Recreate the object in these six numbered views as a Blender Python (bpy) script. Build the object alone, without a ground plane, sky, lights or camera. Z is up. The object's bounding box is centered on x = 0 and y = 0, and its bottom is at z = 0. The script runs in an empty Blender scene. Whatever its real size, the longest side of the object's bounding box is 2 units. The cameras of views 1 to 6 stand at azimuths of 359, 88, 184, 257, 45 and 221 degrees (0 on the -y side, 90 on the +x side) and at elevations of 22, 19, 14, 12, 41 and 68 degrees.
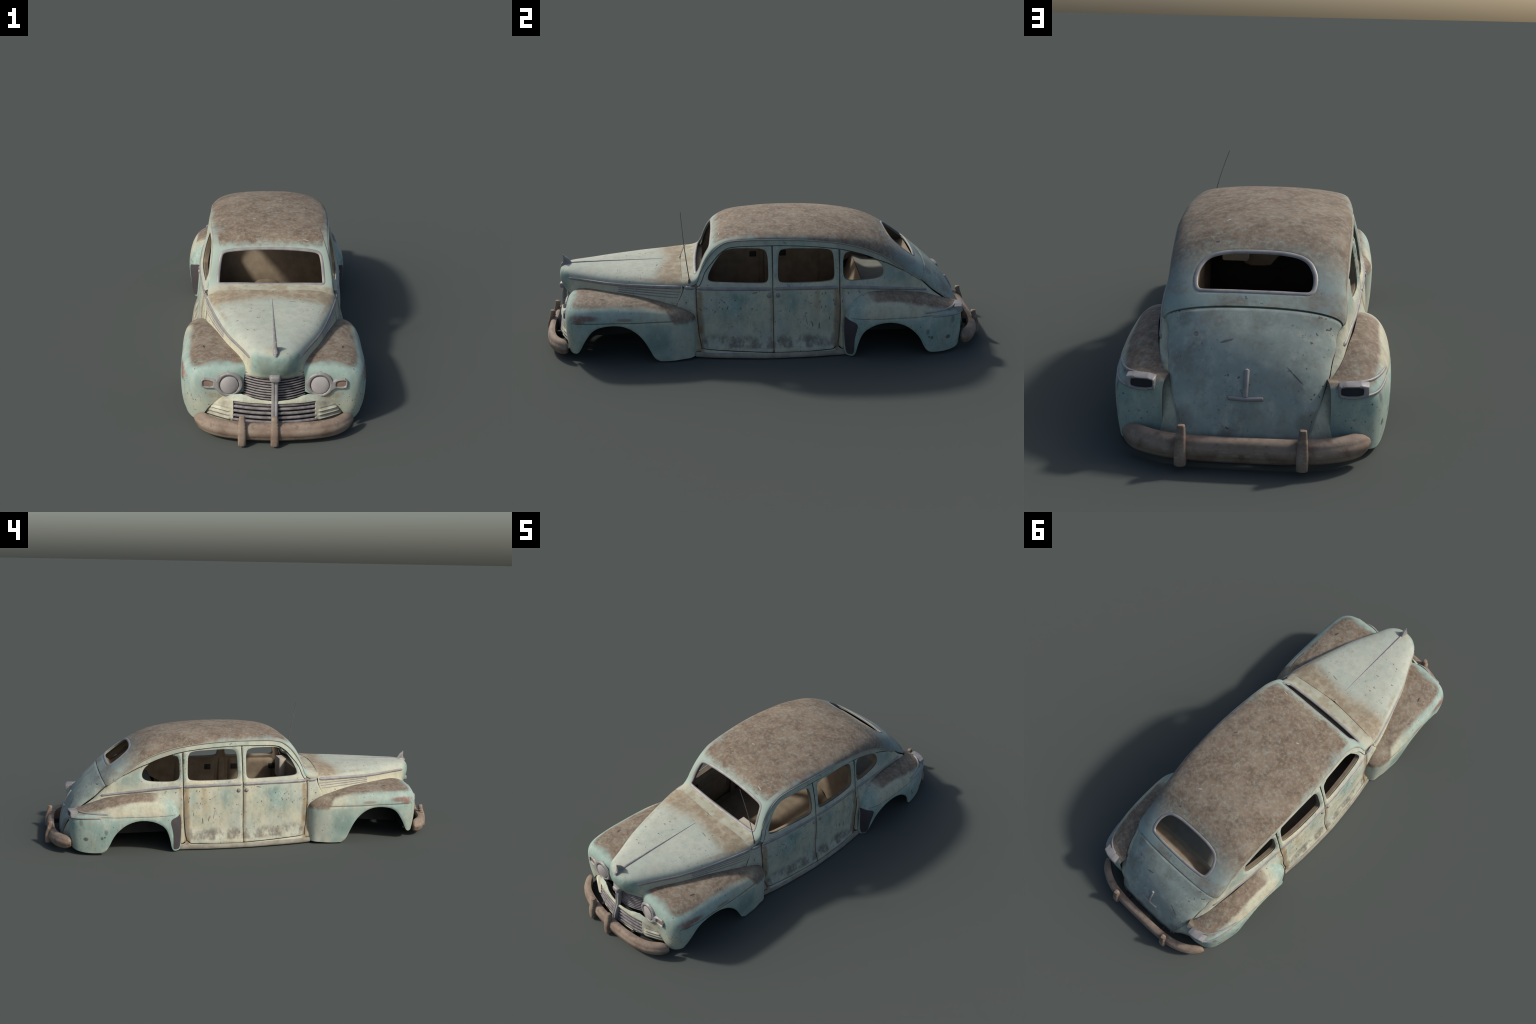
# Rusted 1940s four-door sedan body, wheels and glass gone.
# Every sheet-metal panel is a trimmed piece of an analytic surface:
#   top_surface   cowl > windscreen > roof > rear window > boot lid
#   side_surface  doors, quarter panels, cowl sides, sills
#   Pontoon       bonnet, front fenders, rear fenders (plan curve + crown)
# A piece is an outline (with holes) in the surface's own 2D domain, meshed by a
# constrained Delaunay grid, mapped to space and given sheet thickness.
import bpy, math, random
import numpy as np
from mathutils import Vector
from mathutils.geometry import delaunay_2d_cdt
from mathutils.bvhtree import BVHTree

random.seed(7)
RNG = np.random.default_rng(7)
GAP = 0.0017          # half the width of a panel gap
SHEET = 0.007         # sheet thickness

# ------------------------------------------------------------------ curves
def pchip(xs, ys):
    xs = np.array(xs, float); ys = np.array(ys, float)
    h = np.diff(xs); d = np.diff(ys) / h
    m = np.zeros_like(ys)
    for i in range(1, len(xs) - 1):
        if d[i - 1] * d[i] > 0:
            w1 = 2 * h[i] + h[i - 1]; w2 = h[i] + 2 * h[i - 1]
            m[i] = (w1 + w2) / (w1 / d[i - 1] + w2 / d[i])
    m[0] = d[0]; m[-1] = d[-1]
    def f(x):
        x = np.clip(np.asarray(x, float), xs[0], xs[-1])
        k = np.clip(np.searchsorted(xs, x) - 1, 0, len(xs) - 2)
        t = (x - xs[k]) / h[k]
        return ((1 + 2 * t) * (1 - t) ** 2 * ys[k] + t * (1 - t) ** 2 * h[k] * m[k]
                + t * t * (3 - 2 * t) * ys[k + 1] + t * t * (t - 1) * h[k] * m[k + 1])
    return f

def natural_spline(ts, pts):
    ts = np.array(ts, float); P = np.array(pts, float)
    if P.ndim == 1: P = P[:, None]
    n = len(ts); h = np.diff(ts)
    A = np.eye(n); B = np.zeros((n, P.shape[1]))
    for i in range(1, n - 1):
        A[i, i - 1] = h[i - 1]; A[i, i] = 2 * (h[i - 1] + h[i]); A[i, i + 1] = h[i]
        B[i] = 6 * ((P[i + 1] - P[i]) / h[i] - (P[i] - P[i - 1]) / h[i - 1])
    M = np.linalg.solve(A, B)
    def f(t):
        t = np.clip(np.atleast_1d(np.asarray(t, float)), ts[0], ts[-1])
        k = np.clip(np.searchsorted(ts, t) - 1, 0, n - 2)
        a = (ts[k + 1] - t)[:, None]; b = (t - ts[k])[:, None]; hk = h[k][:, None]
        return (M[k] * a ** 3 + M[k + 1] * b ** 3) / (6 * hk) + \
            (P[k] / hk - M[k] * hk / 6) * a + (P[k + 1] / hk - M[k + 1] * hk / 6) * b
    return f

def chord(P):
    P = np.array(P, float)
    return np.concatenate([[0], np.cumsum(np.linalg.norm(np.diff(P, axis=0), axis=1))])

def resample(P, step, closed=False):
    P = np.array(P, float)
    if closed: P = np.vstack([P, P[:1]])
    c = chord(P); n = max(2, int(round(c[-1] / step)) + 1)
    t = np.linspace(0, c[-1], n)
    R = np.stack([np.interp(t, c, P[:, i]) for i in range(P.shape[1])], 1)
    return R[:-1] if closed else R

def chaikin(P, rounds=2):
    P = np.array(P, float)
    for _ in range(rounds):
        Q = np.roll(P, -1, 0)
        P = np.stack([0.75 * P + 0.25 * Q, 0.25 * P + 0.75 * Q], 1).reshape(-1, P.shape[1])
    return P

def inside(pts, poly):
    x, y = pts[:, 0], pts[:, 1]; r = np.zeros(len(pts), bool)
    q = np.roll(poly, 1, 0)
    for (x1, y1), (x2, y2) in zip(poly, q):
        c = ((y1 > y) != (y2 > y))
        if c.any():
            r ^= c & (x < (x2 - x1) * (y - y1) / ((y2 - y1) or 1e-12) + x1)
    return r

def dist_to(pts, poly, closed=True):
    poly = np.asarray(poly); d = np.full(len(pts), 1e9)
    q = np.roll(poly, -1, 0)
    if not closed: poly, q = poly[:-1], q[:-1]
    for a, b in zip(poly, q):
        ab = b - a; L = ab @ ab
        if L < 1e-14: continue
        t = np.clip(((pts - a) @ ab) / L, 0, 1)
        d = np.minimum(d, np.linalg.norm(pts - a - t[:, None] * ab, axis=1))
    return d

def smooth(a, b, x):
    t = np.clip((x - a) / (b - a), 0, 1); return t * t * (3 - 2 * t)

def wobble(P, freq=9.0, seed=0):
    """cheap smooth 3D value for dents: a few random plane waves"""
    r = np.random.default_rng(100 + seed); v = np.zeros(len(P))
    for k in range(7):
        d = r.normal(size=3); d /= np.linalg.norm(d)
        v += np.sin(P @ d * freq * (0.7 + 0.25 * k) * 2 + r.uniform(0, 6.28)) / (1 + 0.35 * k)
    return v / 3.2

# ------------------------------------------------------------------ scene helpers
ROOT = bpy.data.objects.new("rusted_sedan", None)
bpy.context.collection.objects.link(ROOT)
ROOT["label"] = "derelict rusted sedan body with faded pale teal paint"
ROOT["category"] = "car"

def add_object(name, mesh, mats, parent=None, smooth_shade=True):
    ob = bpy.data.objects.new(name, mesh)
    bpy.context.collection.objects.link(ob)
    for m in mats: mesh.materials.append(m)
    if smooth_shade:
        mesh.polygons.foreach_set("use_smooth", [True] * len(mesh.polygons))
    ob.parent = parent or ROOT
    return ob

def empty(name, parent=None):
    ob = bpy.data.objects.new(name, None)
    bpy.context.collection.objects.link(ob); ob.parent = parent or ROOT
    return ob

def mesh_from(name, V, F, mat_idx=None):
    me = bpy.data.meshes.new(name)
    me.from_pydata([tuple(v) for v in V], [], [tuple(int(i) for i in f) for f in F])
    if mat_idx is not None: me.polygons.foreach_set("material_index", [int(i) for i in mat_idx])
    me.update()
    return me

def sharp_edges(mesh, deg=38):
    mesh.set_sharp_from_angle(angle=math.radians(deg))

def triangulate(outer, holes, spacing):
    """outline + holes -> 2D points, triangles"""
    outer = resample(outer, spacing, True); holes = [resample(h, spacing * 0.8, True) for h in holes]
    lo, hi = outer.min(0), outer.max(0)
    rows = int((hi[1] - lo[1]) / (spacing * 0.87)) + 1; cols = int((hi[0] - lo[0]) / spacing) + 1
    gx, gy = np.meshgrid(np.arange(cols + 1), np.arange(rows + 1))
    G = np.stack([lo[0] + (gx + 0.5 * (gy % 2)) * spacing, lo[1] + gy * spacing * 0.87], -1).reshape(-1, 2)
    k = inside(G, outer)
    for h in holes: k &= ~inside(G, h)
    G = G[k]
    d = dist_to(G, outer)
    for h in holes: d = np.minimum(d, dist_to(G, h))
    G = G[d > spacing * 0.55]
    loops = [outer] + holes; edges = []; off = 0
    for l in loops:
        n = len(l); edges += [(off + i, off + (i + 1) % n) for i in range(n)]; off += n
    P = np.vstack(loops + [G])
    v, e, f, *_ = delaunay_2d_cdt([Vector(p) for p in P], edges, [], 0, 1e-7)
    V = np.array([tuple(p) for p in v]); F = np.array([list(t) for t in f if len(t) == 3])
    c = V[F].mean(1); k = inside(c, outer)
    for h in holes: k &= ~inside(c, h)
    return V, F[k]

def vertex_normals(V, F):
    fn = np.cross(V[F[:, 1]] - V[F[:, 0]], V[F[:, 2]] - V[F[:, 0]])
    N = np.zeros_like(V)
    for i in range(3): np.add.at(N, F[:, i], fn)
    return N / np.maximum(np.linalg.norm(N, axis=1, keepdims=True), 1e-12)

def boundary_edges(F):
    E = np.vstack([F[:, [0, 1]], F[:, [1, 2]], F[:, [2, 0]]])
    key = set(map(tuple, E.tolist()))
    return [(a, b) for a, b in key if (b, a) not in key]

def thicken(V, F, t, flip=False, axis=None):
    """sheet of thickness t grown to the inner side; returns V, F list, material index (0 skin+rim, 1 inner)"""
    if flip: F = F[:, ::-1]
    N = vertex_normals(V, F) if axis is None else np.tile(np.array(axis, float), (len(V), 1)); n = len(V)
    V2 = np.vstack([V, V - N * t])
    faces = [tuple(f) for f in F] + [(f[2] + n, f[1] + n, f[0] + n) for f in F]
    mi = [0] * len(F) + [1] * len(F)
    for a, b in boundary_edges(F):
        faces.append((b, a, a + n, b + n)); mi.append(0)
    return V2, faces, mi

def mirrored(V, faces):
    return V * np.array([-1, 1, 1]), [tuple(reversed(f)) for f in faces]

def panel(name, outer, holes, fn, mats, spacing=0.008, t=SHEET, flip=False, parent=None, both=True,
          relief=None, joined=False, keep=None, axis=None):
    """sheet-metal piece; both: also its mirror image as an object of its own; joined: mirror welded to it"""
    D, F = triangulate(outer, holes, spacing)
    V = fn(D)
    if flip: F = F[:, ::-1]
    if relief is not None:
        V = V + vertex_normals(V, F) * relief(D, V)[:, None]
    if joined:
        n = len(V); on = np.abs(V[:, 0]) < 1e-5
        idx = np.arange(n) + n; idx[on] = np.where(on)[0]
        V = np.vstack([V, V * np.array([-1, 1, 1])]); F = np.vstack([F, idx[F[:, ::-1]]])
        both = False
    if keep is not None: keep.append((V, F))
    V2, faces, mi = thicken(V, F, t, axis=axis)
    obs = []
    for side in ((0, 1) if both else (0,)):
        if side: v, f = mirrored(V2, faces)
        else: v, f = V2, faces
        me = mesh_from(name, v, f, mi); sharp_edges(me, 50)
        obs.append(add_object(name, me, mats, parent))
    return obs

def strip(name, P, Nrm, half_w, height, mats, parent=None, both=False, closed=False, taper=0.0, seg=8, sink=0.002):
    """half-round moulding along a path P on a surface with normals Nrm"""
    P = np.asarray(P, float); Nrm = np.asarray(Nrm, float); n = len(P)
    T = (np.roll(P, -1, 0) - np.roll(P, 1, 0)) if closed else np.gradient(P, axis=0)
    T /= np.linalg.norm(T, axis=1, keepdims=True)
    B = np.cross(T, Nrm); B /= np.linalg.norm(B, axis=1, keepdims=True)
    U = np.cross(B, T)
    hw = np.broadcast_to(np.asarray(half_w, float), (n,)).copy(); hh = np.broadcast_to(np.asarray(height, float), (n,)).copy()
    if taper > 0:
        c = chord(P); L = c[-1]; e = np.minimum(c, L - c)
        k = np.sqrt(np.clip(1 - (1 - np.clip(e / taper, 0, 1)) ** 2, 0.02, 1)); hw *= k; hh *= k
    a = np.linspace(0, math.pi, seg + 1)
    rings = []
    for c_, s_ in zip(np.cos(a), np.sin(a)):
        rings.append(P + B * (hw * c_)[:, None] + U * (hh * abs(s_) ** 0.8 - sink)[:, None])
    rings.append(P - U * (sink + 0.002))
    V = np.stack(rings, 1).reshape(-1, 3); m = seg + 2
    F = []
    for i in range(n if closed else n - 1):
        j = (i + 1) % n
        for k in range(m):
            l = (k + 1) % m
            F.append((i * m + k, i * m + l, j * m + l, j * m + k))
    if not closed:
        F.append(tuple(range(m - 1, -1, -1))); F.append(tuple((n - 1) * m + k for k in range(m)))
    out = []
    for s in ((0, 1) if both else (0,)):
        v, f = mirrored(V, F) if s else (V, F)
        me = mesh_from(name, v, f); sharp_edges(me, 50)
        out.append(add_object(name, me, mats, parent))
    return out

def loft(name, sections, mats, parent=None, both=False, cap=True, sharp=50):
    """closed sections (lists of equal length, each an Nx3 loop) skinned one to the next"""
    S = np.array(sections, float); n, m = S.shape[:2]
    V = S.reshape(-1, 3); F = []
    for i in range(n - 1):
        for k in range(m):
            l = (k + 1) % m
            F.append((i * m + k, i * m + l, (i + 1) * m + l, (i + 1) * m + k))
    if cap:
        F.append(tuple(range(m - 1, -1, -1))); F.append(tuple((n - 1) * m + k for k in range(m)))
    out = []
    for s in ((0, 1) if both else (0,)):
        v, f = mirrored(V, F) if s else (V, F)
        me = mesh_from(name, v, f)
        import bmesh
        bm = bmesh.new(); bm.from_mesh(me); bmesh.ops.recalc_face_normals(bm, faces=bm.faces); bm.to_mesh(me); bm.free()
        sharp_edges(me, sharp)
        out.append(add_object(name, me, mats, parent))
    return out

def box(name, lo, hi, mats, parent=None, both=False, r=0.004):
    lo = np.array(lo, float); hi = np.array(hi, float); c = (lo + hi) / 2; s = (hi - lo) / 2
    secs = []
    r = min(r, *(s * 0.9))
    for z, k in ((lo[2], r), (lo[2] + r, 0), (hi[2] - r, 0), (hi[2], r)):
        loop = []
        for q in range(4):
            cx, cy = [(1, 1), (-1, 1), (-1, -1), (1, -1)][q]
            for a in (0, 45, 90):
                t = math.radians(a + 90 * q)
                loop.append((c[0] + cx * (s[0] - r) + math.cos(t) * (r - k * 0.7), c[1] + cy * (s[1] - r) + math.sin(t) * (r - k * 0.7), z))
        secs.append(loop)
    return loft(name, secs, mats, parent, both)

def normals_of(fn, D, h=1e-4, flip=False):
    D = np.asarray(D, float)
    du = fn(D + [h, 0]) - fn(D - [h, 0]); dv = fn(D + [0, h]) - fn(D - [0, h])
    N = np.cross(du, dv); N /= np.maximum(np.linalg.norm(N, axis=1, keepdims=True), 1e-12)
    return -N if flip else N

# ------------------------------------------------------------------ materials
def lin(r, g, b):
    f = lambda c: (c / 255 / 12.92) if c / 255 <= 0.04045 else ((c / 255 + 0.055) / 1.055) ** 2.4
    return (f(r), f(g), f(b), 1.0)

class Nodes:
    """small expression layer over a material's node tree, on object coordinates (mirror-symmetric in x)"""
    def __init__(self, name, rough=0.75, metallic=0.0, mirror=True):
        self.mat = bpy.data.materials.new(name); self.mat.use_nodes = True
        self.t = self.mat.node_tree; self.t.nodes.clear()
        self.out = self.t.nodes.new("ShaderNodeOutputMaterial")
        self.bsdf = self.t.nodes.new("ShaderNodeBsdfPrincipled")
        self.t.links.new(self.bsdf.outputs[0], self.out.inputs[0])
        self.bsdf.inputs["Roughness"].default_value = rough
        self.bsdf.inputs["Metallic"].default_value = metallic
        self.bsdf.inputs["Specular IOR Level"].default_value = 0.25
        co = self.t.nodes.new("ShaderNodeTexCoord"); self.P = co.outputs["Object"]
        sx = self.t.nodes.new("ShaderNodeSeparateXYZ"); self.t.links.new(self.P, sx.inputs[0])
        self.xs, self.y, self.z = sx.outputs
        self.x = self.m("ABSOLUTE", self.xs)
        cb = self.t.nodes.new("ShaderNodeCombineXYZ")
        for i, s in enumerate((self.x, self.y, self.z)): self.t.links.new(s, cb.inputs[i])
        self.S = cb.outputs[0] if mirror else self.P   # symmetric position, or the plain one for panels on the centre line
    def put(self, sock, v):
        if isinstance(v, (int, float)): sock.default_value = v
        elif isinstance(v, tuple): sock.default_value = v
        else: self.t.links.new(v, sock)
    def m(self, op, a, b=0.0, c=0.0, clamp=False):
        n = self.t.nodes.new("ShaderNodeMath"); n.operation = op; n.use_clamp = clamp
        for i, v in enumerate((a, b, c)): self.put(n.inputs[i], v)
        return n.outputs[0]
    def add(self, a, b): return self.m("ADD", a, b)
    def sub(self, a, b): return self.m("SUBTRACT", a, b)
    def mul(self, *v):
        r = v[0]
        for q in v[1:]: r = self.m("MULTIPLY", r, q)
        return r
    def mx(self, *v):
        r = v[0]
        for q in v[1:]: r = self.m("MAXIMUM", r, q)
        return r
    def inv(self, a): return self.m("SUBTRACT", 1.0, a)
    def sm(self, a, b, x):
        """0 at a, 1 at b (a may exceed b)"""
        n = self.t.nodes.new("ShaderNodeMapRange"); n.interpolation_type = "SMOOTHSTEP"
        self.put(n.inputs[0], x)
        if a < b: vals = (a, b, 0.0, 1.0)
        else: vals = (b, a, 1.0, 0.0)
        for i, v in enumerate(vals): n.inputs[i + 1].default_value = v
        return n.outputs[0]
    def noise(self, scale, detail=4, rough=0.55, stretch=(1, 1, 1), off=0.0, dist=0.0):
        mp = self.t.nodes.new("ShaderNodeMapping"); self.t.links.new(self.S, mp.inputs[0])
        mp.inputs["Scale"].default_value = stretch; mp.inputs["Location"].default_value = (off, off * 1.7, off * 0.6)
        n = self.t.nodes.new("ShaderNodeTexNoise"); self.t.links.new(mp.outputs[0], n.inputs["Vector"])
        n.inputs["Scale"].default_value = scale; n.inputs["Detail"].default_value = detail
        n.inputs["Roughness"].default_value = rough; n.inputs["Distortion"].default_value = dist
        return n.outputs["Fac"]
    def voronoi(self, scale, stretch=(1, 1, 1), off=0.0, out="Distance", rnd=1.0):
        mp = self.t.nodes.new("ShaderNodeMapping"); self.t.links.new(self.S, mp.inputs[0])
        mp.inputs["Scale"].default_value = stretch; mp.inputs["Location"].default_value = (off, off * 1.3, off)
        n = self.t.nodes.new("ShaderNodeTexVoronoi"); self.t.links.new(mp.outputs[0], n.inputs["Vector"])
        n.inputs["Scale"].default_value = scale; n.inputs["Randomness"].default_value = rnd
        return n.outputs[out]
    def mix(self, f, a, b):
        n = self.t.nodes.new("ShaderNodeMix"); n.data_type = "RGBA"
        self.put(n.inputs[0], f); self.put(n.inputs[6], a); self.put(n.inputs[7], b)
        return n.outputs[2]
    def blob(self, centre, radii, lo=1.0, hi=0.4, warp=0.0, wscale=14.0):
        """soft ellipsoid mask; None in centre ignores that axis"""
        acc = None
        for c, r, s in zip(centre, radii, (self.x, self.y, self.z)):
            if c is None: continue
            d = self.m("POWER", self.m("ABSOLUTE", self.m("DIVIDE", self.sub(s, c), r)), 2.0)
            acc = d if acc is None else self.add(acc, d)
        d = self.m("SQRT", acc)
        if warp: d = self.add(d, self.mul(self.sub(self.noise(wscale, 4, 0.6, off=centre[1] or 0), 0.5), warp))
        return self.sm(lo, hi, d)
    def dash(self, u, v, cu, cv, ang, length, width):
        """slim scratch in the plane of coordinates u, v"""
        a = math.radians(ang); du = self.sub(u, cu); dv = self.sub(v, cv)
        p = self.add(self.mul(du, math.cos(a)), self.mul(dv, math.sin(a)))
        q = self.sub(self.mul(dv, math.cos(a)), self.mul(du, math.sin(a)))
        d = self.add(self.m("POWER", self.m("ABSOLUTE", self.m("DIVIDE", p, length)), 2.0),
                     self.m("POWER", self.m("ABSOLUTE", self.m("DIVIDE", q, width)), 2.0))
        return self.sm(1.0, 0.55, d)
    def bump(self, h, strength=0.2, dist=0.002):
        n = self.t.nodes.new("ShaderNodeBump"); n.inputs["Strength"].default_value = strength
        n.inputs["Distance"].default_value = dist; self.t.links.new(h, n.inputs["Height"])
        self.t.links.new(n.outputs[0], self.bsdf.inputs["Normal"])
    def finish(self, col, rough=None):
        self.put(self.bsdf.inputs["Base Color"], col)
        if rough is not None: self.put(self.bsdf.inputs["Roughness"], rough)
        return self.mat

PALE = lin(172, 177, 163); CREAM = lin(190, 186, 161); TEAL = lin(139, 164, 155); DEEP = lin(112, 134, 126)
BLUE = lin(130, 148, 148); RUST = lin(127, 112, 96); RUST_D = lin(104, 90, 76); RUST_L = lin(160, 149, 131)
RED = lin(124, 92, 84); OCHRE = lin(150, 122, 82); DARK = lin(66, 62, 56)

def rust_colour(n):
    """brown oxide with pale worn fibres and a little red"""
    a = n.noise(22, 5, 0.65); b = n.noise(64, 5, 0.68, off=3.0); c2 = n.noise(200, 2, 0.5, off=5.0)
    c = n.mix(n.sm(0.33, 0.68, a), RUST_D, RUST)
    c = n.mix(n.mul(n.sm(0.42, 0.72, b), 0.60), c, RUST_L)
    c = n.mix(n.mul(n.sm(0.55, 0.75, c2), 0.28), c, RUST_D)
    c = n.mix(n.mul(n.sm(0.46, 0.72, n.noise(9, 5, 0.62, off=21.0)), 0.40), c, RUST_L)
    return n.mix(n.mul(n.sm(0.55, 0.8, n.noise(14, 4, 0.6, off=9.0)), 0.18), c, RED)

def specks(n, amount=0.5, scale=60.0, stretch=(1, 1, 1), off=0.0):
    """irregular flecks where the paint has popped"""
    v = n.noise(scale * 1.15, 2, 0.45, stretch, off + 11.0); g = n.sm(0.42, 0.60, n.noise(8, 3, 0.6, off=off + 5))
    return n.mul(n.sm(0.675, 0.715, v), g, amount)

def mottle(n, col, k=1.0):
    """blotchy chalking of old paint: paler and darker brushed patches, soft smudges"""
    a = n.noise(24, 5, 0.68, (1, 1, 0.6), off=13.0); b = n.noise(55, 4, 0.65, (1, 1, 0.7), off=17.0); c = n.noise(10, 5, 0.6, (1, 1, 0.7), off=19.0)
    col = n.mix(n.mul(n.sm(0.48, 0.74, a), 0.45 * k), col, lin(202, 200, 182))
    col = n.mix(n.mul(n.sm(0.52, 0.30, a), 0.42 * k), col, lin(134, 143, 131))
    col = n.mix(n.mul(n.sm(0.54, 0.74, b), 0.38 * k), col, lin(112, 118, 106))
    return n.mix(n.mul(n.sm(0.55, 0.78, c), 0.45 * k), col, lin(152, 140, 118))

def weathered(n, col, rust=None, dirt=None, streak=0.25, fleck=0.8, mot=1.0):
    """flecks, vertical run-off stains, blotches and optional rust cover on a paint colour"""
    s = n.noise(8, 4, 0.62, (5, 5, 0.55), off=2.0)
    col = n.mix(n.mul(n.sm(0.52, 0.78, s), streak), col, OCHRE)
    col = n.mix(n.mul(n.sm(0.50, 0.75, n.noise(38, 5, 0.7, off=6.0)), 0.40), col, BLUE)
    col = n.mix(n.mul(n.sm(0.50, 0.78, n.noise(16, 6, 0.7, off=7.5)), 0.35), col, lin(150, 142, 124))
    col = mottle(n, col, mot)
    col = n.mix(specks(n, fleck, 70), col, DARK)
    if dirt is not None: col = n.mix(dirt, col, lin(92, 84, 76))
    if rust is not None: col = n.mix(rust, col, rust_colour(n))
    n.bump(n.noise(90, 4, 0.6), 0.12, 0.002)
    return n.finish(col, n.add(0.66, n.mul(n.noise(20, 3), 0.22)))

def edge_noise(n, amp, scale=22.0, off=0.0):
    return n.mul(n.sub(n.noise(scale, 6, 0.68, off=off), 0.5), amp)

def mat_roof():
    n = Nodes("roof_rust_and_paint", mirror=False)
    paint = n.mix(n.sm(0.35, 0.7, n.noise(5, 4)), n.mix(0.5, TEAL, PALE), BLUE)
    paint = n.mix(n.sm(0.0, -0.3, n.y), paint, n.mix(0.45, TEAL, PALE))
    yw = n.add(n.y, edge_noise(n, 0.085, 20)); zw = n.add(n.z, edge_noise(n, 0.045, 26, 4.0))
    # rust covers the whole crown; it thins out to paint at the windscreen header, along the gutter and around the rear window
    rim = n.sub(n.z, n.mul(n.sm(0.15, 0.62, n.y), -0.17))
    side = n.sm(0.515, 0.540, n.add(n.add(zw, n.mul(n.sm(0.12, 0.66, n.y), 0.17)), n.mul(n.sm(-0.08, -0.18, n.y), n.sm(0.238, 0.205, n.x), 0.06)))
    r = n.mul(n.sm(-0.232, -0.180, n.add(yw, edge_noise(n, 0.05, 45, 2.0))), n.sm(0.72, 0.50, yw), n.add(0.25, n.mul(side, 0.75)), n.sm(0.488, 0.503, n.add(n.z, n.mul(n.sm(-0.1, 0.1, n.y), 0.2))))
    thin = n.mul(n.sm(0.50, 0.72, n.noise(40, 6, 0.7, off=8.0)), n.add(0.35, n.mul(n.sm(0.42, 0.62, n.y), 0.35)))
    r = n.mul(r, n.inv(thin))
    stain = n.mul(n.sm(0.42, 0.68, n.noise(11, 5, 0.65, off=1.0)), 0.70, n.sm(0.45, 0.60, n.y))
    cowl = n.mul(n.sm(-0.30, -0.315, n.y), n.sm(0.40, 0.66, n.noise(22, 5, 0.6, off=3)), 0.65)
    paint = n.mix(cowl, n.mix(n.mul(n.sm(-0.29, -0.315, n.y), 0.7), paint, lin(184, 177, 154)), lin(140, 122, 98))
    r = n.mx(r, stain)
    sc = n.mx(n.dash(n.xs, n.y, -0.07, -0.02, 20, 0.009, 0.0028), n.dash(n.xs, n.y, 0.15, -0.185, 80, 0.0022, 0.014),
              n.dash(n.xs, n.y, 0.10, 0.43, 35, 0.010, 0.003))
    ch = n.mx(n.dash(n.xs, n.y, 0.17, 0.13, 60, 0.012, 0.004), n.dash(n.xs, n.y, 0.12, 0.54, 10, 0.007, 0.004))
    paint = n.mix(n.mul(specks(n, 0.7, 60), n.sm(0.5, 0.6, n.y)), paint, DARK)
    col = n.mix(r, paint, rust_colour(n)); col = n.mix(n.mul(sc, 0.75), col, lin(186, 182, 168)); col = n.mix(ch, col, lin(80, 82, 88))
    n.bump(n.noise(110, 4, 0.65), 0.18, 0.002)
    return n.finish(col, 0.82)

def mat_trunk():
    n = Nodes("boot_lid_paint", mirror=False)
    col = n.mix(n.sm(0.3, 0.7, n.noise(6, 4)), n.mix(0.6, lin(138, 152, 147), lin(144, 153, 144)), lin(158, 168, 158))
    stain = n.mul(n.sm(0.47, 0.72, n.noise(12, 5, 0.65, off=4)), 0.60)
    st2 = n.mul(n.blob((0.17, None, 0.11), (0.05, 1, 0.04), warp=0.8), 0.6)
    col = n.mix(n.mx(stain, st2), col, lin(110, 104, 94))
    sc = n.mx(n.dash(n.xs, n.z, 0.06, 0.292, -15, 0.020, 0.003), n.dash(n.xs, n.z, 0.145, 0.30, 0, 0.008, 0.006),
              n.dash(n.xs, n.z, -0.125, 0.22, 42, 0.035, 0.0022))
    col = n.mix(sc, col, lin(80, 84, 86))
    return weathered(n, col, streak=0.1)

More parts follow.
